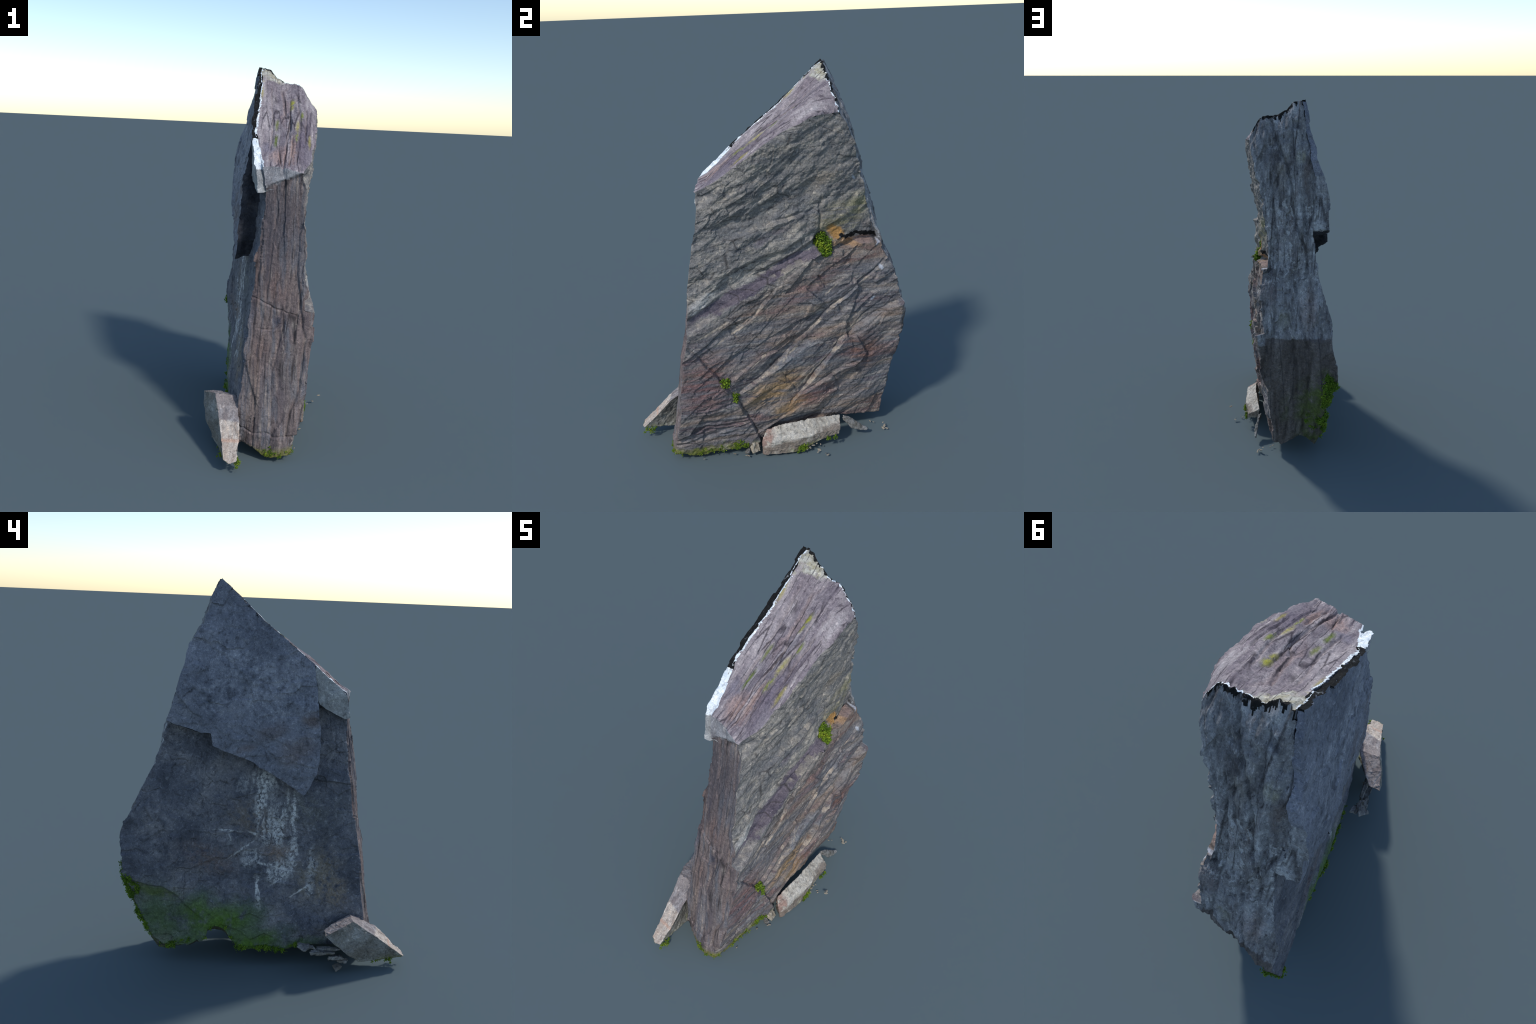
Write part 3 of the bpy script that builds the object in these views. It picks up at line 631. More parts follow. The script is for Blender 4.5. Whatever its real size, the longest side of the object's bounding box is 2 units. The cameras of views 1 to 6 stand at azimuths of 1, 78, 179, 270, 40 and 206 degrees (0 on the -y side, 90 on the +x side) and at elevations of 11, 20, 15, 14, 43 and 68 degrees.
def mat_top():
    m = Mat("mauve_fracture")
    q = m.mapping(m.S, scale=(20, 3.2, 2.5))
    n1 = m.noise(q, 1.6, 5, .62); n2 = m.noise(m.mapping(m.S, scale=(60, 15, 12)), 1.5, 6, .7); n3 = m.noise(m.P, 120, 2, .7)
    col = m.ramp(n1, [(.28, (.105, .085, .105)), (.43, (.215, .182, .200)), (.56, (.305, .266, .275)), (.72, (.430, .390, .395))])
    col = m.mix(m.ma("MULTIPLY", m.step(n2, .58, .72), .55), col, (.54, .50, .50))
    col = m.mix(m.ma("MULTIPLY", m.step(n2, .47, .33), .85), col, (.105, .085, .105))
    for c, r, k, s in (((.12, -.20), (.05, .12), (.115, .095, .130), .75), ((.15, -.30), (.04, .10), (.15, .13, .16), .6), ((.0, -.30), (.06, .07), (.36, .24, .21), .6),
                       ((-.06, -.25), (.05, .04), (.22, .20, .24), .7), ((-.06, -.05), (.05, .16), (.38, .34, .35), .6), ((.03, .05), (.02, .2), (.30, .22, .21), .5), ((.07, -.27), (.02, .10), (.33, .21, .17), .6)):
        col = m.paint(col, m.blob("xy", c, r, 0, .8), k, s)
    # pale tip
    z = m.xyz(m.W)[2]
    col = m.paint(col, m.step(z, 1.905, 1.918), m.ramp(m.noise(m.P, 30, 4), [(.35, (.36, .33, .22)), (.6, (.50, .49, .43))]), .85, m.step(m.noise(m.P, 22, 3), .34, .5))
    # cracks
    v = m.voronoi(m.mapping(m.S, scale=(26, 2.4, 2)), 1.0)
    col = m.paint(col, m.step(v, .06, 0), (.050, .040, .050), .85, m.step(m.noise(m.P, 9, 2), .38, .52))
    for c, r, a in (((.05, -.12), (.004, .10), -.12), ((.033, .05), (.004, .09), .08), ((.042, -.28), (.004, .10), -.1), ((.06, -.02), (.0035, .11), 0), ((.012, -.31), (.003, .06), .1)):
        col = m.paint(col, m.blob("xy", c, r, a, .7), (.04, .032, .04), .9)
    gn = m.step(m.noise(m.mapping(m.P, scale=(1.6, .7, .7)), 32, 4, .6), .35, .52)
    for c, r, k in (((.072, .078), (.016, .035), (.36, .35, .035)), ((.068, .045), (.012, .03), (.30, .28, .07)), ((.123, -.041), (.010, .035), (.20, .23, .05)), ((-.009, -.08), (.012, .045), (.19, .21, .06)),
                    ((-.012, -.194), (.012, .05), (.17, .22, .04)), ((.101, -.118), (.012, .05), (.36, .32, .11)), ((.098, -.19), (.012, .04), (.21, .23, .05)),
                    ((.165, -.2), (.01, .05), (.30, .26, .09)), ((-.10, .10), (.012, .05), (.36, .31, .14))):
        col = m.paint(col, m.blob("xy", c, r, -.08, .9), k, .9, gn)
    return m.finish(col, m.ma("ADD", n2, m.ma("MULTIPLY", n3, .3)), .6, .007)

def mat_plain(name, stops, scale=14, rough=.85, stretch=(1, 1, 1), bump=.5, extra=None):
    m = Mat(name, rough)
    n = m.noise(m.mapping(m.W, scale=stretch), scale, 6, .62); n3 = m.noise(m.P, 110, 3, .7)
    col = m.ramp(n, stops)
    col = m.mix(m.ma("MULTIPLY", m.step(n3, .60, .75), .4), col, tuple(min(1, c * 1.35) for c in stops[-1][1]))
    col = m.mix(m.ma("MULTIPLY", m.step(n3, .40, .27), .4), col, tuple(c * .6 for c in stops[0][1]))
    if extra: col = extra(m, col)
    return m.finish(col, m.ma("ADD", n, m.ma("MULTIPLY", n3, .4)), bump, .006)

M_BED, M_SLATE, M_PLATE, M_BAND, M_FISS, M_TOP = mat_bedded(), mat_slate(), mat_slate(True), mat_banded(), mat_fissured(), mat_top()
M_UNDER = mat_plain("damp_underside", [(.3, (.05, .048, .04)), (.55, (.09, .09, .06)), (.75, (.10, .13, .04))], 10)
M_BLACK = mat_plain("black_rim", [(.3, (.006, .006, .006)), (.60, (.010, .010, .010)), (.68, (.16, .17, .18))], 30, .9)  # black stand-in for scan holes and for the notch's painted dark
M_WHITE = mat_plain("white_rim", [(.3, (.62, .70, .76)), (.55, (.78, .82, .84)), (.75, (.85, .88, .88))], 18, .8, bump=.2)  # copies sky colour caught in the scan's texture
M_WALLSHADE = mat_plain("shaded_slate", [(.3, (.022, .024, .032)), (.5, (.038, .040, .050)), (.75, (.085, .080, .085))], 9, stretch=(1, 2, 1))  # shadow on the plate's walls painted in as near-black slate
M_CORNER = mat_plain("pale_corner_rock", [(.3, (.22, .22, .22)), (.5, (.32, .325, .325)), (.72, (.46, .465, .47))], 12)
M_MOSS = mat_plain("moss_green", [(.30, (.045, .095, .008)), (.5, (.120, .200, .015)), (.66, (.250, .310, .025)), (.8, (.34, .36, .05))], 26, .9, bump=.3)
M_DEEP = mat_plain("shaded_moss_green", [(.30, (.045, .100, .010)), (.5, (.110, .200, .018)), (.7, (.210, .310, .030))], 24, .9, bump=.3)  # shaded copy of the moss, shade put into its green

def lean_extra(m, col):
    n = m.step(m.noise(m.P, 9, 4), .45, .6)
    col = m.paint(col, m.blob("yz", (-.68, .13), (.03, .012), -.6, .9), (.52, .30, .21), .6)
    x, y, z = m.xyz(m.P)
    up = m.step(m.ma('ADD', y, m.ma('MULTIPLY', x, .25)), -.655, -.645)  # baked cast shadow painted grey-brown over the upper part
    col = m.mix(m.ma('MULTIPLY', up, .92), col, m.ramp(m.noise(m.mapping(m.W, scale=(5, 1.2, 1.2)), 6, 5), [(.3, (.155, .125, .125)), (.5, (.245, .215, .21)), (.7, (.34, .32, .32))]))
    return m.paint(col, m.step(z, .06, .03), (.20, .20, .05), .7, n)
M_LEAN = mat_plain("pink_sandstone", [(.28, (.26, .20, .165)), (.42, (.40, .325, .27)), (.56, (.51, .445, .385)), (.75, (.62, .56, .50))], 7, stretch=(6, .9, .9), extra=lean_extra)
M_LEANSIDE = mat_plain("grey_sandstone", [(.3, (.115, .105, .088)), (.5, (.185, .178, .158)), (.72, (.30, .30, .285))], 11,
                       extra=lambda m, col: m.paint(col, m.step(m.xyz(m.W)[2], .10, .04), (.14, .15, .04), .7, m.step(m.noise(m.P, 20, 3), .4, .6)))

def log_extra(m, col):
    x, y, z = m.xyz(m.W)
    col = m.paint(col, m.step(m.ma("ADD", y, m.ma("MULTIPLY", z, -.5)), -.13, -.17), (.27, .165, .135), .85, m.step(m.noise(m.P, 24, 3), .3, .55))
    col = m.paint(col, m.step(m.ma("SUBTRACT", z, m.ma("MULTIPLY", y, .12)), .092, .070), (.15, .115, .090), .8, m.step(m.noise(m.P, 20, 3), .25, .5))
    return m.paint(col, m.blob("yz", (.06, .03), (.10, .022), .2, .8), (.16, .17, .04), .8)
M_LOG = mat_plain("pale_gritstone", [(.28, (.28, .245, .20)), (.45, (.41, .375, .32)), (.6, (.50, .465, .41)), (.78, (.60, .57, .51))], 16, bump=.9, extra=log_extra)
M_CHIP = mat_plain("grey_chip", [(.3, (.085, .08, .065)), (.5, (.19, .185, .175)), (.75, (.34, .33, .32))], 22)
M_CRUMB = mat_plain("earthy_crumb", [(.3, (.20, .165, .12)), (.5, (.33, .285, .22)), (.75, (.45, .41, .34))], 40)

# ------------------------------------------------------------------ build the standing stone
stone = bpy.data.objects.new("standing_stone", None); bpy.context.scene.collection.objects.link(stone)
stone.empty_display_size = .2
stone["label"] = "tall split slab of layered grey and purple rock, mossy at its foot"
stone["category"] = "standing stone"

base = {n: swell(n, P) for n, P in FACES.items()}
shape = {n: carve(n, P) for n, P in base.items()}
order = list(shape)
V, F, tag, off = [], [], [], 0
for k, n in enumerate(order):
    P = shape[n]; nv, nu = P.shape[:2]
    V.append(P.reshape(-1, 3)); f = grid_faces(nv, nu, off); F.append(f); off += nv * nu
    region = np.full((nv - 1, nu - 1), k)
    if n == "fissured_end":       # black teeth copying missing scan faces under the crown
        u = np.arange(nu - 1); d = np.linalg.norm(P[:-1, :-1] - P[-1:, :-1], axis=-1)
        t = .022 + .030 * fbm(np.c_[u * .22, u * 0, u * 0 + 3.3], 3) + .02 * np.sign(np.sin(u * .9 + 2 * np.sin(u * .31))) * .4
        x = P[-1, :-1, 0]
        t = np.where(x > .05, t * .7, t) * sm(x, .185, .15)
        region[d < t[None]] = 90
    if n == "slanted_top":        # white margin from sky-tinted scan texture, black from missing scan faces
        v = np.arange(nv - 1)
        t = line(P[:-1, 0, 1], [(-.37, .007), (-.26, .006), (-.15, .007), (.1, .004), (.25, .002)]) + .003 * fbm(np.c_[v * .06, v * 0, v * 0], 3)
        d = np.linalg.norm(P[:-1, :-1] - P[:-1, :1], axis=-1)
        region[d < t[:, None]] = 91
        d = np.linalg.norm(P[:-1, :-1] - P[-1:, :-1], axis=-1)
        k1 = np.arange(nu - 1)
        t = .006 + .012 * fbm(np.c_[k1 * .25, k1 * 0, k1 * 0], 2)
        xx = P[-1, :-1, 0]
        region[(d < t[None]) & (d < .014)] = 91
        t = (.005 + .010 * fbm(np.c_[k1 * .33, k1 * 0, k1 * 0 + 7.7], 2)) * np.where(xx < .02, 1.3, .8) + .006 * sm(xx, .0, -.06)
        region[d < t[None]] = 90
    if n == "bedded_face":        # black scan holes at the shoulder, crevice dark painted in the notch
        Q = P[:-1, :-1]; nz = fbm(Q.reshape(-1, 3) * 38, 2).reshape(Q.shape[:2])
        e = np.linalg.norm(Q - P[-1:, :-1], axis=-1)
        region[(e < .016) & (e > .003) & (Q[..., 1] > .12) & (nz > .10)] = 90
        h = Q[..., 2] - np.interp(Q[..., 1], [.25, .30, .40, .50], [1.140, 1.150, 1.152, 1.128])
        region[(np.abs(h + .010 * nz) < .012) & (Q[..., 1] > .285 + .03 * nz)] = 90
    tag.append(region.ravel())
V, F, tag = np.concatenate(V), np.concatenate(F), np.concatenate(tag)
V, F = weld(V, F)
NRM = normals_of(V, F)

def region_object(name, k, mat):
    f = F[tag == k]
    ids, inv = np.unique(f, return_inverse=True)
    me = new_mesh(name, V[ids], inv.reshape(f.shape))
    ob = add(name, me, stone, [mat])
    me.normals_split_custom_set_from_vertices(NRM[ids])
    return ob

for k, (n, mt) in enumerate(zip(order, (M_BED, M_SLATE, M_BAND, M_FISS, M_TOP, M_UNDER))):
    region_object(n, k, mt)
region_object("scan_hole_rim", 90, M_BLACK)
region_object("scan_white_edge", 91, M_WHITE)

# ------------------------------------------------------------------ flat pieces cut from an outline in the (y, z) plane
def plate(name, outline, outer, thick, step, relief, mats, jag=.004, wall_seg=10, ridge=None):
    pts = np.array(outline, float); loop = np.r_[pts, pts[:1]]
    seg = np.linalg.norm(np.diff(loop, axis=0), axis=1); d = np.r_[0, np.cumsum(seg)]
    t = np.linspace(0, d[-1], int(d[-1] / step) + 1)[:-1]
    b = np.stack([np.interp(t, d, loop[:, k]) for k in (0, 1)], 1)
    tan = np.roll(b, -1, 0) - np.roll(b, 1, 0); nor = np.c_[tan[:, 1], -tan[:, 0]]; nor /= np.linalg.norm(nor, axis=1)[:, None] + 1e-9
    b3 = np.c_[b[:, :1] * 0, b]
    b = b + nor * (jag * (fbm(b3 * 14, 4, .6) + .5 * facets(b3 * 22, 3)))[:, None]
    n = len(b)
    lo, hi = b.min(0), b.max(0)
    gy, gz = np.meshgrid(np.arange(lo[0], hi[0], step), np.arange(lo[1], hi[1], step * .87))
    gy = gy + (np.arange(gy.shape[0]) % 2)[:, None] * step * .5
    g = np.c_[gy.ravel(), gz.ravel()]
    inside = np.zeros(len(g), bool); near = np.full(len(g), 9.0)
    for i in range(n):
        p, q = b[i], b[(i + 1) % n]
        c = ((p[1] > g[:, 1]) != (q[1] > g[:, 1]))
        with np.errstate(divide="ignore", invalid="ignore"):
            inside ^= c & (g[:, 0] < (q[0] - p[0]) * (g[:, 1] - p[1]) / (q[1] - p[1] + 1e-15) + p[0])
        near = np.minimum(near, ((g - p) ** 2).sum(1))
    g = g[inside & (near > (step * .55) ** 2)]
    allp = np.r_[b, g]
    vs, _, fs, ov, _, _ = delaunay_2d_cdt([Vector(p) for p in allp], [], [list(range(n))], 1, 1e-7)
    vs = np.array([tuple(v) for v in vs]); fs = np.array([f for f in fs if len(f) == 3])
    a = vs[fs]; area = np.cross(a[:, 1] - a[:, 0], a[:, 2] - a[:, 0])
    fs[area > 0] = fs[area > 0][:, ::-1]                       # face towards -x
    rim = [None] * n
    for i, o in enumerate(ov):
        for k in o:
            if k < n: rim[k] = i
    x = outer(vs[:, 0], vs[:, 1]); P = np.c_[x, vs]
    P[:, 0] -= relief(P)
    rim = np.array(rim); th = thick(P[rim, 1], P[rim, 2])
    rows = [P[rim]]
    for k in range(1, wall_seg + 1):
        r = P[rim].copy(); r[:, 0] += th * k / wall_seg
        q = r.copy()
        under = sm(P[rim, 2], 1.60, 1.40) * sm(P[rim, 1] - line(P[rim, 2], [(.9, .5), (1.31, .49), (1.4, .44), (1.6, .38)]), .0, -.05)
        bev = sm(P[rim, 1], .29, .33) * sm(P[rim, 2], 1.36, 1.31) * sm(P[rim, 1], .512, .49)
        r[:, 1:] += nor * (.022 * bev * k / wall_seg)[:, None]
        under = under * (1 - bev)
        r[:, 1:] -= nor * (.022 * under * sm(k / wall_seg, .12, .6))[:, None]
        r[:, 1:] += nor * (.004 * min(1, k / 2) * (fbm(q * 30, 3) + facets(q * np.array([40, 14, 14]), 4)))[:, None]
        rows.append(r)
    verts = [P] + rows[1:]; faces3 = fs; quads = []
    idx = [rim] + [len(P) + n * k + np.arange(n) for k in range(wall_seg)]
    j = (np.arange(n) + 1) % n
    for k in range(wall_seg):
        quads.append(np.stack([idx[k], idx[k][j], idx[k + 1][j], idx[k + 1]], 1))
    quads = np.concatenate(quads)
    if np.sum((b[:, 0] * np.roll(b[:, 1], -1) - np.roll(b[:, 0], -1) * b[:, 1])) < 0:
        quads = quads[:, ::-1]
    back = P[:, :].copy(); back[:, 0] += thick(P[:, 1], P[:, 2])
    inv = np.full(len(P), -1); inv[rim] = idx[-1]
    nb = len(P) + n * wall_seg; m = inv < 0; inv[m] = nb + np.arange(m.sum())
    verts.append(back[m])
    me = new_mesh(name, np.concatenate(verts), [faces3, inv[fs][:, ::-1], quads])
    ob = add(name, me, stone, mats)
    import bmesh
    bm = bmesh.new(); bm.from_mesh(me); bmesh.ops.recalc_face_normals(bm, faces=bm.faces); bm.to_mesh(me); bm.free()
    me.set_sharp_from_angle(angle=math.radians(48))
    if ridge:
        mi = [0] * len(me.polygons)
        for p in me.polygons:
            c, nn = p.center, p.normal
            if ridge(c, nn): mi[p.index] = 1
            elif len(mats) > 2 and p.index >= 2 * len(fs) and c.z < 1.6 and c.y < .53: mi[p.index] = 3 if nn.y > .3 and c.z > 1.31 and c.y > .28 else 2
        me.polygons.foreach_set("material_index", mi)
    return ob

PLATE_OUTLINE = [(.272, 1.999), (.16, 1.893), (.043, 1.790), (-.07, 1.70), (-.195, 1.606), (-.216, 1.50), (-.227, 1.418), (-.243, 1.29), (-.249, 1.188), (-.246, 1.12), (-.236, 1.054), (-.21, 1.0), (-.177, .952),
                 (-.10, 1.0), (-.019, 1.052), (.05, 1.09), (.128, 1.137), (.21, 1.165), (.288, 1.197), (.297, 1.259), (.36, 1.262), (.432, 1.282), (.48, 1.30), (.516, 1.318),
                 (.50, 1.36), (.486, 1.41), (.468, 1.47), (.458, 1.52), (.438, 1.59), (.415, 1.69), (.385, 1.73), (.349, 1.79), (.325, 1.86), (.314, 1.90), (.292, 1.96)]
outer_sheet = Sheet([(.272, 1.996, -.126), (.317, 1.90, -.142), (.351, 1.784, -.169), (.393, 1.727, -.185), (.436, 1.608, -.221), (.464, 1.487, -.252), (.487, 1.40, -.256),
                     (.518, 1.312, -.263), (.04, 1.79, -.140), (-.19, 1.61, -.142), (-.21, 1.47, -.162), (-.225, 1.36, -.180), (-.245, 1.19, -.190), (-.236, 1.06, -.200),
                     (-.178, .955, -.213), (.29, 1.2, -.262), (.1, 1.12, -.238), (-.02, 1.05, -.233), (-.1, 1.15, -.228), (.12, 1.45, -.212), (-.03, 1.3, -.206)])
thick_sheet = Sheet([(.272, 1.996, .018), (.16, 1.893, .022), (.04, 1.79, .024), (-.07, 1.70, .026), (-.19, 1.61, .03), (.314, 1.90, .024), (.351, 1.784, .028), (.393, 1.727, .031), (.436, 1.608, .047), (.464, 1.487, .066),
                     (.487, 1.40, .080), (.516, 1.312, .098), (-.22, 1.45, .09), (-.245, 1.2, .11), (-.178, .955, .09), (.1, 1.13, .11), (.29, 1.2, .11), (.1, 1.4, .11), (.2, 1.6, .07), (.4, 1.28, .10)])
def plate_relief(p):
    x, y, z = p.T
    d = .005 * fbm(p * np.array([3, 5, 6]), 4) + .006 * facets(p * np.array([5, 8, 10]), 6) + .0032 * facets(p * np.array([10, 18, 22]), 2) + .001 * fbm(p * 60, 2)
    wob = .01 * fbm(p * 9, 3)
    h = z - line(y, [(.35, 1.34), (.386, 1.357), (.407, 1.377), (.471, 1.451), (.5, 1.5)]) + wob * .5
    d -= .016 * sm(-h, -.002, .008) * sm(y, .33, .37)
    h = z - line(y, [(-.2, 1.45), (-.05, 1.52), (.10, 1.50), (.2, 1.60), (.35, 1.70)]) + wob * 1.5
    d -= .005 * sm(-h, -.003, .005) * np.exp(np.minimum(0, h) / .15)
    h = z - line(y, [(-.22, 1.10), (-.05, 1.13), (.05, 1.20), (.2, 1.24), (.3, 1.30)]) + wob * 1.5
    d -= .006 * sm(-h, -.003, .005)
    h = z - line(y, [(-.16, 1.25), (-.09, 1.20), (-.011, 1.236), (.06, 1.27), (.12, 1.30)]) + wob
    d -= .006 * sm(-h, -.003, .005) * sm(y, .15, .1)
    h = z - line(y, [(-.21, 1.345), (-.15, 1.33), (-.10, 1.41), (-.02, 1.40)]) + wob
    d -= .005 * sm(-h, -.003, .005) * sm(y, .0, -.05) * sm(z, 1.2, 1.28)
    return d
ridge_rule = lambda c, n: n.x > -.6 and c.z > line(c.y, [(-.2, 1.59), (.043, 1.777), (.272, 1.985), (.30, 1.99)]) and -.21 < c.y < .285
plate("overhanging_plate", PLATE_OUTLINE, outer_sheet, thick_sheet, .0062, plate_relief, [M_PLATE, M_BLACK, M_WALLSHADE, M_FISS], ridge=ridge_rule)

corner_sheet = Sheet([(-.21, 1.59, -.132), (-.36, 1.46, -.112), (-.39, 1.33, -.092), (-.24, 1.40, -.128), (-.3, 1.45, -.124)])
plate("corner_block", [(-.203, 1.598), (-.26, 1.553), (-.32, 1.502), (-.350, 1.474), (-.372, 1.45), (-.384, 1.40), (-.400, 1.335), (-.37, 1.330), (-.31, 1.362), (-.236, 1.402), (-.212, 1.45), (-.204, 1.52)],
      corner_sheet, lambda y, z: line(y, [(-.40, .054), (-.36, .048), (-.30, .034), (-.21, .018)]) + .05 * sm(line(y, [(-.40, 1.44), (-.21, 1.595)]) - z, .0, .06), .0062, lambda p: .006 * fbm(p * 12, 3) + .004 * facets(p * 20, 1), [M_CORNER, M_WHITE], jag=.003, wall_seg=6,
      ridge=lambda c, n: n.x > -.6 and n.z > .35 and c.z > 1.45)

# ------------------------------------------------------------------ loose blocks
def block(name, corners, mats, seg=(24, 60, 20), amp=.006, freq=18, edges=None, pick=None, round_=.0, grain=.0015):
    """Six-sided broken block; corners 0-3 the lower ring, 4-7 the upper ring; edges may bend through extra points."""
    c = [np.array(p, float) for p in corners]; E = edges or {}
    def ed(i, j, n):
        mid = E.get((i, j)) or (E[(j, i)][::-1] if (j, i) in E else [])
        return polyline([c[i], *mid, c[j]], n)
    a, b, h = seg
    faces = [coons(ed(0, 1, a), ed(4, 5, a), ed(0, 4, h), ed(1, 5, h)), coons(ed(1, 2, b), ed(5, 6, b), ed(1, 5, h), ed(2, 6, h)),
             coons(ed(2, 3, a), ed(6, 7, a), ed(2, 6, h), ed(3, 7, h)), coons(ed(3, 0, b), ed(7, 4, b), ed(3, 7, h), ed(0, 4, h)),
             coons(ed(4, 5, a), ed(7, 6, a), ed(4, 7, b), ed(5, 6, b)), coons(ed(1, 0, a), ed(2, 3, a), ed(1, 2, b), ed(0, 3, b))]
    V, F, T, off = [], [], [], 0
    for k, P in enumerate(faces):
        V.append(P.reshape(-1, 3)); F.append(grid_faces(*P.shape[:2], off)); T += [k] * len(F[-1]); off += P.shape[0] * P.shape[1]
    V, F = weld(np.concatenate(V), np.concatenate(F))
    N = normals_of(V, F)
    ctr = V.mean(0)
    V = V - round_ * (N * 0 + (V - ctr)) * 0
    d = amp * (fbm(V * freq, 4, .55) + .8 * facets(V * freq * 1.3, 2)) + grain * facets(V * 75, 5) + grain * fbm(V * 110, 2)
    for _ in range(1):                                         # soften the arrises a little
        S = np.zeros_like(V); K = np.zeros(len(V))
        for i in range(4):
            np.add.at(S, F[:, i], V[F[:, (i + 1) % 4]]); np.add.at(K, F[:, i], 1)
            np.add.at(S, F[:, i], V[F[:, (i - 1) % 4]]); np.add.at(K, F[:, i], 1)
        V = .5 * V + .5 * S / K[:, None]
    V = V + N * d[:, None]
    me = new_mesh(name, V, F)
    ob = add(name, me, None, mats)
    if pick:
        me.polygons.foreach_set("material_index", np.array([pick[t] for t in T], np.int32))
    return ob

# slab leaning against the narrow end: outer side (-x), inner side (+x)
po, pi, bo, bi = (-.264, -.469, .296), (-.150, -.468, .284), (-.335, -.318, .242), (-.275, -.318, .250)
fo, fi, do, di = (-.193, -.765, .070), (-.130, -.765, .068), (-.262, -.512, .066), (-.150, -.530, .035)
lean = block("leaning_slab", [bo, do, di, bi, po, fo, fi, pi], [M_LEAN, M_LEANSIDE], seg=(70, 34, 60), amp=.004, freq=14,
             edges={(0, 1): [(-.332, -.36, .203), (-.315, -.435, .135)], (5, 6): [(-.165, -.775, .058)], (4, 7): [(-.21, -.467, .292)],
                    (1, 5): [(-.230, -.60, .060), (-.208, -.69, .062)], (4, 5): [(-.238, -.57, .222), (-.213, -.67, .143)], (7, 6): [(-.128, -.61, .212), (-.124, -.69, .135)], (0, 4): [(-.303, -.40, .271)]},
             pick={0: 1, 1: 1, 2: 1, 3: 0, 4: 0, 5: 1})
lean["label"] = "pink and grey wedge of sandstone leaning on the foot"; lean["category"] = "stone slab"

# slab lying along the foot of the bedded face
log = block("fallen_slab", [(.150, -.128, .012), (.215, -.162, .014), (.214, .255, .070), (.150, .270, .075),
                            (.160, -.128, .130), (.198, -.166, .088), (.210, .266, .098), (.140, .285, .140)],
            [M_LOG], seg=(22, 90, 26), amp=.004, freq=12, grain=.0022,
            edges={(5, 6): [(.220, -.12, .094), (.228, .0, .086), (.223, .13, .096)], (4, 7): [(.166, -.05, .150), (.166, .05, .158), (.15, .2, .150)],
                   (1, 2): [(.232, -.08, .012), (.232, .03, .013), (.222, .10, .035), (.218, .18, .058)], (0, 3): [(.15, .0, .03), (.15, .12, .06)]})
log["label"] = "pale rough gritstone slab lying at the foot"; log["category"] = "stone slab"

wedge = block("wedge_stone", [(.150, -.225, .030), (.196, -.215, .018), (.192, -.170, .022), (.150, -.165, .035),
                              (.150, -.215, .070), (.182, -.205, .068), (.180, -.178, .062), (.150, -.175, .075)], [M_CRUMB], seg=(12, 12, 12), amp=.004, freq=30)
wedge["label"] = "small earthy wedge of stone beside the fallen slab"; wedge["category"] = "stone"

shard = block("curved_shard", [(.128, .300, .105), (.150, .318, .088), (.168, .432, .030), (.160, .438, .032),
                               (.128, .305, .128), (.146, .312, .124), (.166, .436, .040), (.160, .440, .041)], [M_CHIP], seg=(8, 40, 8), amp=.003, freq=30,
              edges={(1, 2): [(.166, .34, .060), (.172, .375, .045)], (5, 6): [(.152, .345, .108), (.162, .40, .064)], (0, 3): [(.145, .34, .075), (.155, .39, .045)], (4, 7): [(.14, .345, .115), (.152, .40, .068)]})
shard["label"] = "thin curved shard of dark stone bridging off the slab"; shard["category"] = "stone shard"

# flat flakes under the slate side
def flake(c, size, yaw, tilt, seed):
    r = np.random.default_rng(seed); cs, sn = math.cos(yaw), math.sin(yaw)
    P = []
    for z in (-1, 1):
        for x, y in ((-1, -1), (1, -1), (1, 1), (-1, 1)):
            x2, y2 = (x + r.uniform(-.6, .5)) * size[0], (y + r.uniform(-.55, .5)) * size[1]
            P.append((c[0] + x2 * cs - y2 * sn, c[1] + x2 * sn + y2 * cs, c[2] + z * size[2] + x2 * tilt))
    ob = block("stone_flake", P, [M_CHIP], seg=(10, 14, 4), amp=.004, freq=32, grain=.001)
    ob.rotation_euler = (0, 0, 0)
    ob["label"] = "thin flat flake of grey stone at the foot"; ob["category"] = "stone flake"

for i, (c, s, yaw, tilt) in enumerate((((-.290, -.222, .150), (.020, .026, .005), .5, .25), ((-.290, -.284, .124), (.012, .026, .008), .1, .1), ((-.268, -.330, .112), (.020, .044, .010), .15, -.2),
                                       ((-.262, -.250, .140), (.008, .026, .006), -.3, .2), ((-.250, -.212, .140), (.010, .020, .006), -.2, 0), ((-.268, -.205, .142), (.006, .014, .005), .1, .1),
                                       ((-.262, -.392, .085), (.018, .034, .010), .1, -.2), ((-.250, -.405, .022), (.014, .020, .009), .6, .2), ((-.245, -.430, .060), (.012, .022, .007), .1, .2),
                                       ((-.255, -.345, .128), (.010, .050, .006), .05, .2), ((.172, -.235, .020), (.010, .022, .006), .9, .2), ((.165, -.19, .040), (.008, .02, .006), -.5, .4))):
    flake(c, s, yaw, tilt, 40 + i)

# crumbs strewn on the ground side of the fallen slab
ICO_V = []
ph = (1 + 5 ** .5) / 2
for a in (-1, 1):
    for b in (-ph, ph):
        ICO_V += [(0, a, b), (a, b, 0), (b, 0, a)]
ICO_V = np.array(ICO_V); ICO_V /= np.linalg.norm(ICO_V[0])
def hull(v):
    import bmesh
    bm = bmesh.new()
    for p in v: bm.verts.new(p)
    bmesh.ops.convex_hull(bm, input=bm.verts)
    bmesh.ops.subdivide_edges(bm, edges=bm.edges[:], cuts=1, use_grid_fill=True)
    return bm
CRUMBS = []
for i in range(4):
    v = ICO_V * RNG.uniform(.7, 1.2, (12, 1)) * np.array([1, .75, .55])
    bm = hull(v); me = bpy.data.meshes.new("stone_crumb"); bm.to_mesh(me); bm.free(); me.materials.append(M_CRUMB); CRUMBS.append(me)
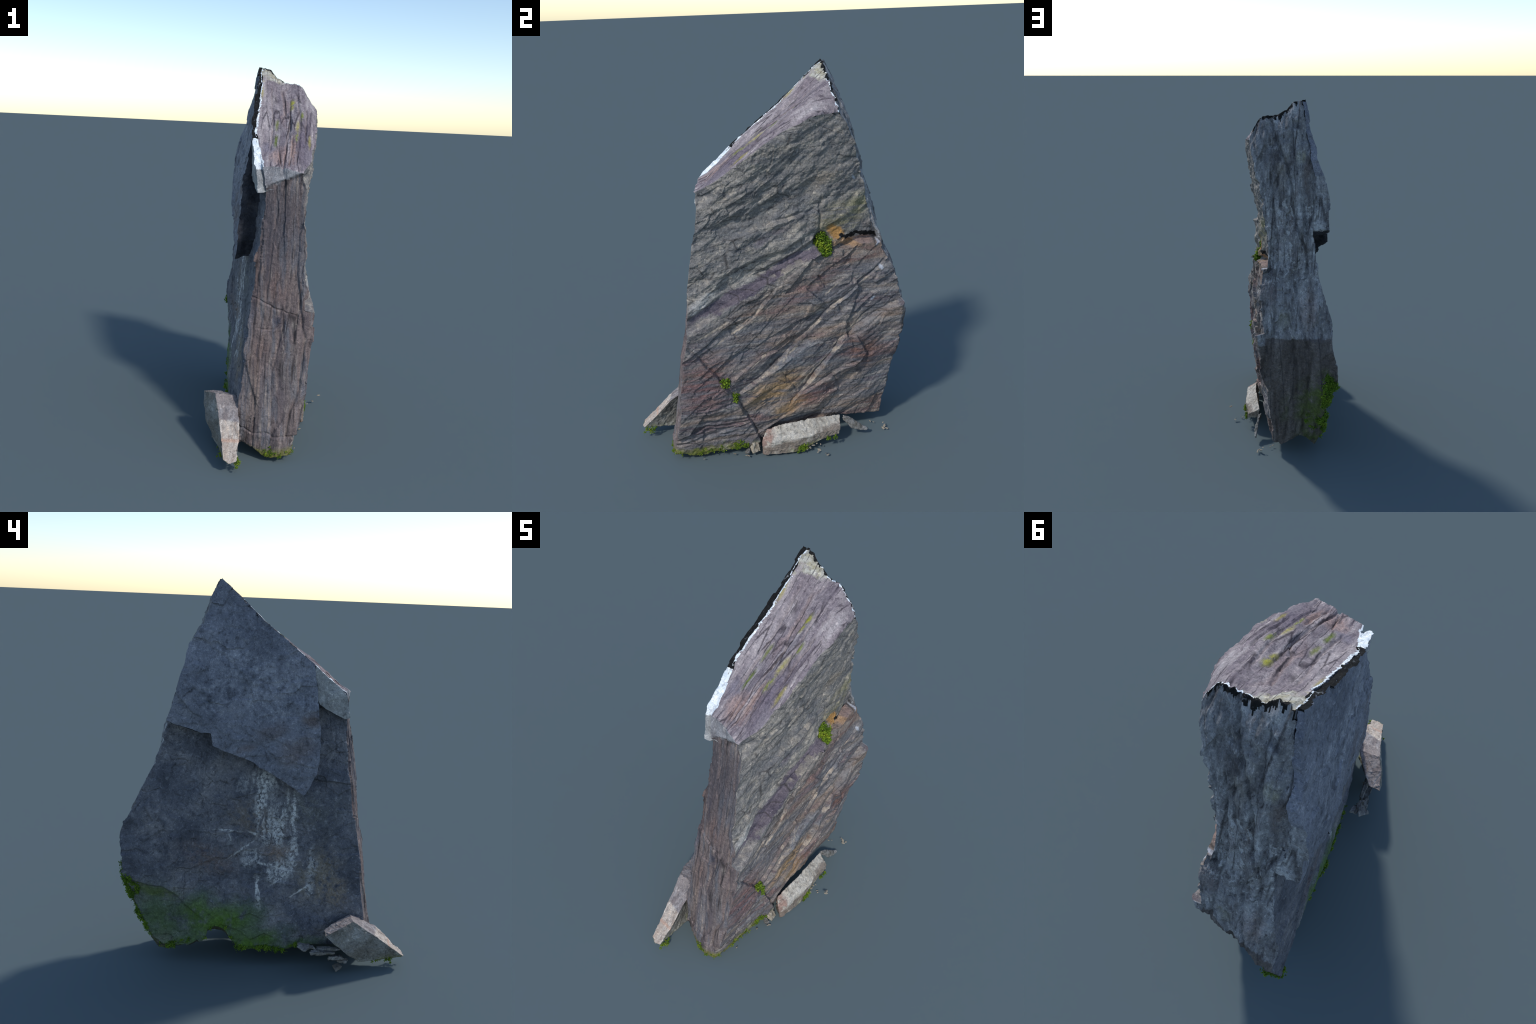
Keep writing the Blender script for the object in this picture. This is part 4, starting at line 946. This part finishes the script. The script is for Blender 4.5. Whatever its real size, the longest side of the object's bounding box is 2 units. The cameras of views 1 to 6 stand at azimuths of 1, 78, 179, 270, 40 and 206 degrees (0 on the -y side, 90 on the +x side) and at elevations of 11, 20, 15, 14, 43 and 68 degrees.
spots = [(.327, .114, .072, .012), (.296, .169, .010, .009), (.290, .160, .016, .006), (.143, .536, .010, .010), (.130, .548, .012, .013), (.150, .556, .010, .009), (.118, .545, .03, .007),
         (.164, -.305, .012, .010), (.196, -.247, .012, .009), (.200, -.237, .012, .008), (.223, .110, .030, .011), (.228, .090, .024, .010), (.222, .130, .036, .009), (.226, .075, .016, .010),
         (.225, .150, .03, .007), (.25, .135, .008, .007), (.262, .125, .01, .006), (.162, -.470, .010, .006), (.218, .10, .045, .010), (.06, .49, .012, .007), (.075, .505, .012, .006)]
for i, (x, y, z, r) in enumerate(spots):
    ob = add("stone_crumb", CRUMBS[i % 4]); ob.location = (x, y, max(z, r * 1.1)); ob.scale = (r * .7, r * 1.6, r * .6)
    ob.rotation_euler = (random.uniform(-.5, .5), random.uniform(-.5, .5), random.uniform(0, 6))
    ob["label"] = "small crumb of brown stone on the ground"; ob["category"] = "stone crumb"

# ------------------------------------------------------------------ moss: tufts of tiny pointed leaflets
def tuft_mesh(name, seeds, mat, spread=.010, leaf=(.004, .010), per=14, parent=stone):
    octa = np.array([(1, 0, 0), (0, 1, 0), (-1, 0, 0), (0, -1, 0), (0, 0, 1), (0, 0, -1)], float)
    tri = np.array([(0, 1, 4), (1, 2, 4), (2, 3, 4), (3, 0, 4), (1, 0, 5), (2, 1, 5), (3, 2, 5), (0, 3, 5)])
    r = np.random.default_rng(len(seeds)); VV, FF, off = [], [], 0
    for p, n in seeds:
        for _ in range(per):
            d = n * r.uniform(.2, 1.0) + r.normal(size=3) * .75; d /= np.linalg.norm(d)
            s = np.cross(d, r.normal(size=3)); s /= np.linalg.norm(s); t = np.cross(d, s)
            L = r.uniform(*leaf); w = L * r.uniform(.35, .6)
            c = p + r.normal(size=3) * spread * .6 + n * abs(r.normal()) * spread * .5
            VV.append(c + octa[:, :1] * s * w + octa[:, 1:2] * t * w * .5 + octa[:, 2:] * d * L)
            FF.append(tri + off); off += 6
    me = new_mesh(name, np.concatenate(VV), np.concatenate(FF))
    ob = add(name, me, parent, [mat]); ob["kind"] = "stuff"
    return ob

def pick(name, rule, n, seed):
    P = shape[name]; du = np.gradient(P, axis=1); dv = np.gradient(P, axis=0)
    N = np.cross(du, dv); N /= np.linalg.norm(N, axis=-1)[..., None] + 1e-12
    p, q = P.reshape(-1, 3), N.reshape(-1, 3)
    w = rule(*p.T) * np.linalg.norm(np.cross(du, dv), axis=-1).ravel()
    r = np.random.default_rng(seed)
    if w.sum() <= 0: return []
    i = r.choice(len(p), n, p=w / w.sum())
    return list(zip(p[i], q[i]))

clump = lambda k, p: sm(fbm(np.c_[p] * k, 2), -.12, .22)
side_moss = pick("fissured_end", lambda x, y, z: (sm(ell(x, z, -.245, .43, .05, .16), 1.1, .5) + sm(ell(x, z, -.19, .25, .07, .07), 1.1, .5)) * clump(16, np.stack([x, y, z], 1)), 170, 1) \
    + pick("slate_face", lambda x, y, z: sm(ell(y, z, .70, .42, .05, .17), 1.1, .5) * (z < .50) * clump(16, np.stack([x, y, z], 1)), 45, 2)
tuft_mesh("corner_moss", side_moss, M_DEEP, .009, (.003, .010), 18)
foot = pick("slate_face", lambda x, y, z: sm(z - np.interp(y, [-.6, -.2, -.07, .1, .14, .18, .28, .31, .45, .56], [.09, .105, .08, .09, .10, .20, .21, .145, .095, .09]), .035, 0) * (y < .55) * (y > -.25)
            * clump(20, np.stack([x, y, z], 1)) * (1 + 2 * (np.abs(y) < .12)), 120, 3) \
    + pick("slate_face", lambda x, y, z: sm(y - np.interp(z, [.05, .35, .5], [.56, .70, .745]), -.02, 0) * (z < .5), 50, 4)
tuft_mesh("foot_moss", foot, M_DEEP, .008, (.003, .009), 14)
front = pick("banded_end", lambda x, y, z: sm(z - .0, .085, .03) * (x > -.05) * clump(22, np.stack([x, y, z], 1)), 26, 5) \
    + pick("bedded_face", lambda x, y, z: sm(z, .075, .03) * (y < -.2) * clump(20, np.stack([x, y, z], 1)), 24, 6) \
    + pick("bedded_face", lambda x, y, z: sm(ell(y, z, -.27, .055, .045, .03), 1.1, .5), 40, 7)
tuft_mesh("sunny_moss", front, M_MOSS, .006, (.002, .006), 12)
pocket = pick("bedded_face", lambda x, y, z: sm(ell(y, z, .207, 1.125, .036, .062, .3), 1.1, .5) * (.05 + clump(45, np.stack([x, y, z], 1))), 62, 8)
pocket = [(p + np.array([.012, 0, 0]), n) for p, n in pocket] + pick("bedded_face", lambda x, y, z: sm(ell(y, z, -.335, .455, .02, .025), 1.1, .5) + sm(ell(y, z, -.285, .365, .012, .022), 1.1, .5), 30, 9)
tuft_mesh("crevice_moss", pocket, M_MOSS, .011, (.003, .013), 16)
logm = [(np.array([.232, .045 + RNG.normal() * .014, .028 + RNG.normal() * .01]), np.array([.9, 0, .4])) for _ in range(26)] \
    + [(np.array([.222, RNG.uniform(.18, .25), .062 + RNG.normal() * .003]), np.array([.9, 0, -.3])) for _ in range(10)]
tuft_mesh("slab_moss", logm, M_MOSS, .006, (.003, .008), 12, log)
leanm = [(np.array([-.205 + RNG.normal() * .01, RNG.uniform(-.70, -.58), .058 + RNG.normal() * .006]), np.array([-.8, 0, .1])) for _ in range(30)] \
    + [(np.array([-.128 + RNG.normal() * .006, RNG.uniform(-.77, -.70), .05 + RNG.normal() * .01]), np.array([.6, -.3, .1])) for _ in range(20)]
tuft_mesh("wedge_moss", leanm, M_MOSS, .006, (.003, .007), 10, lean)
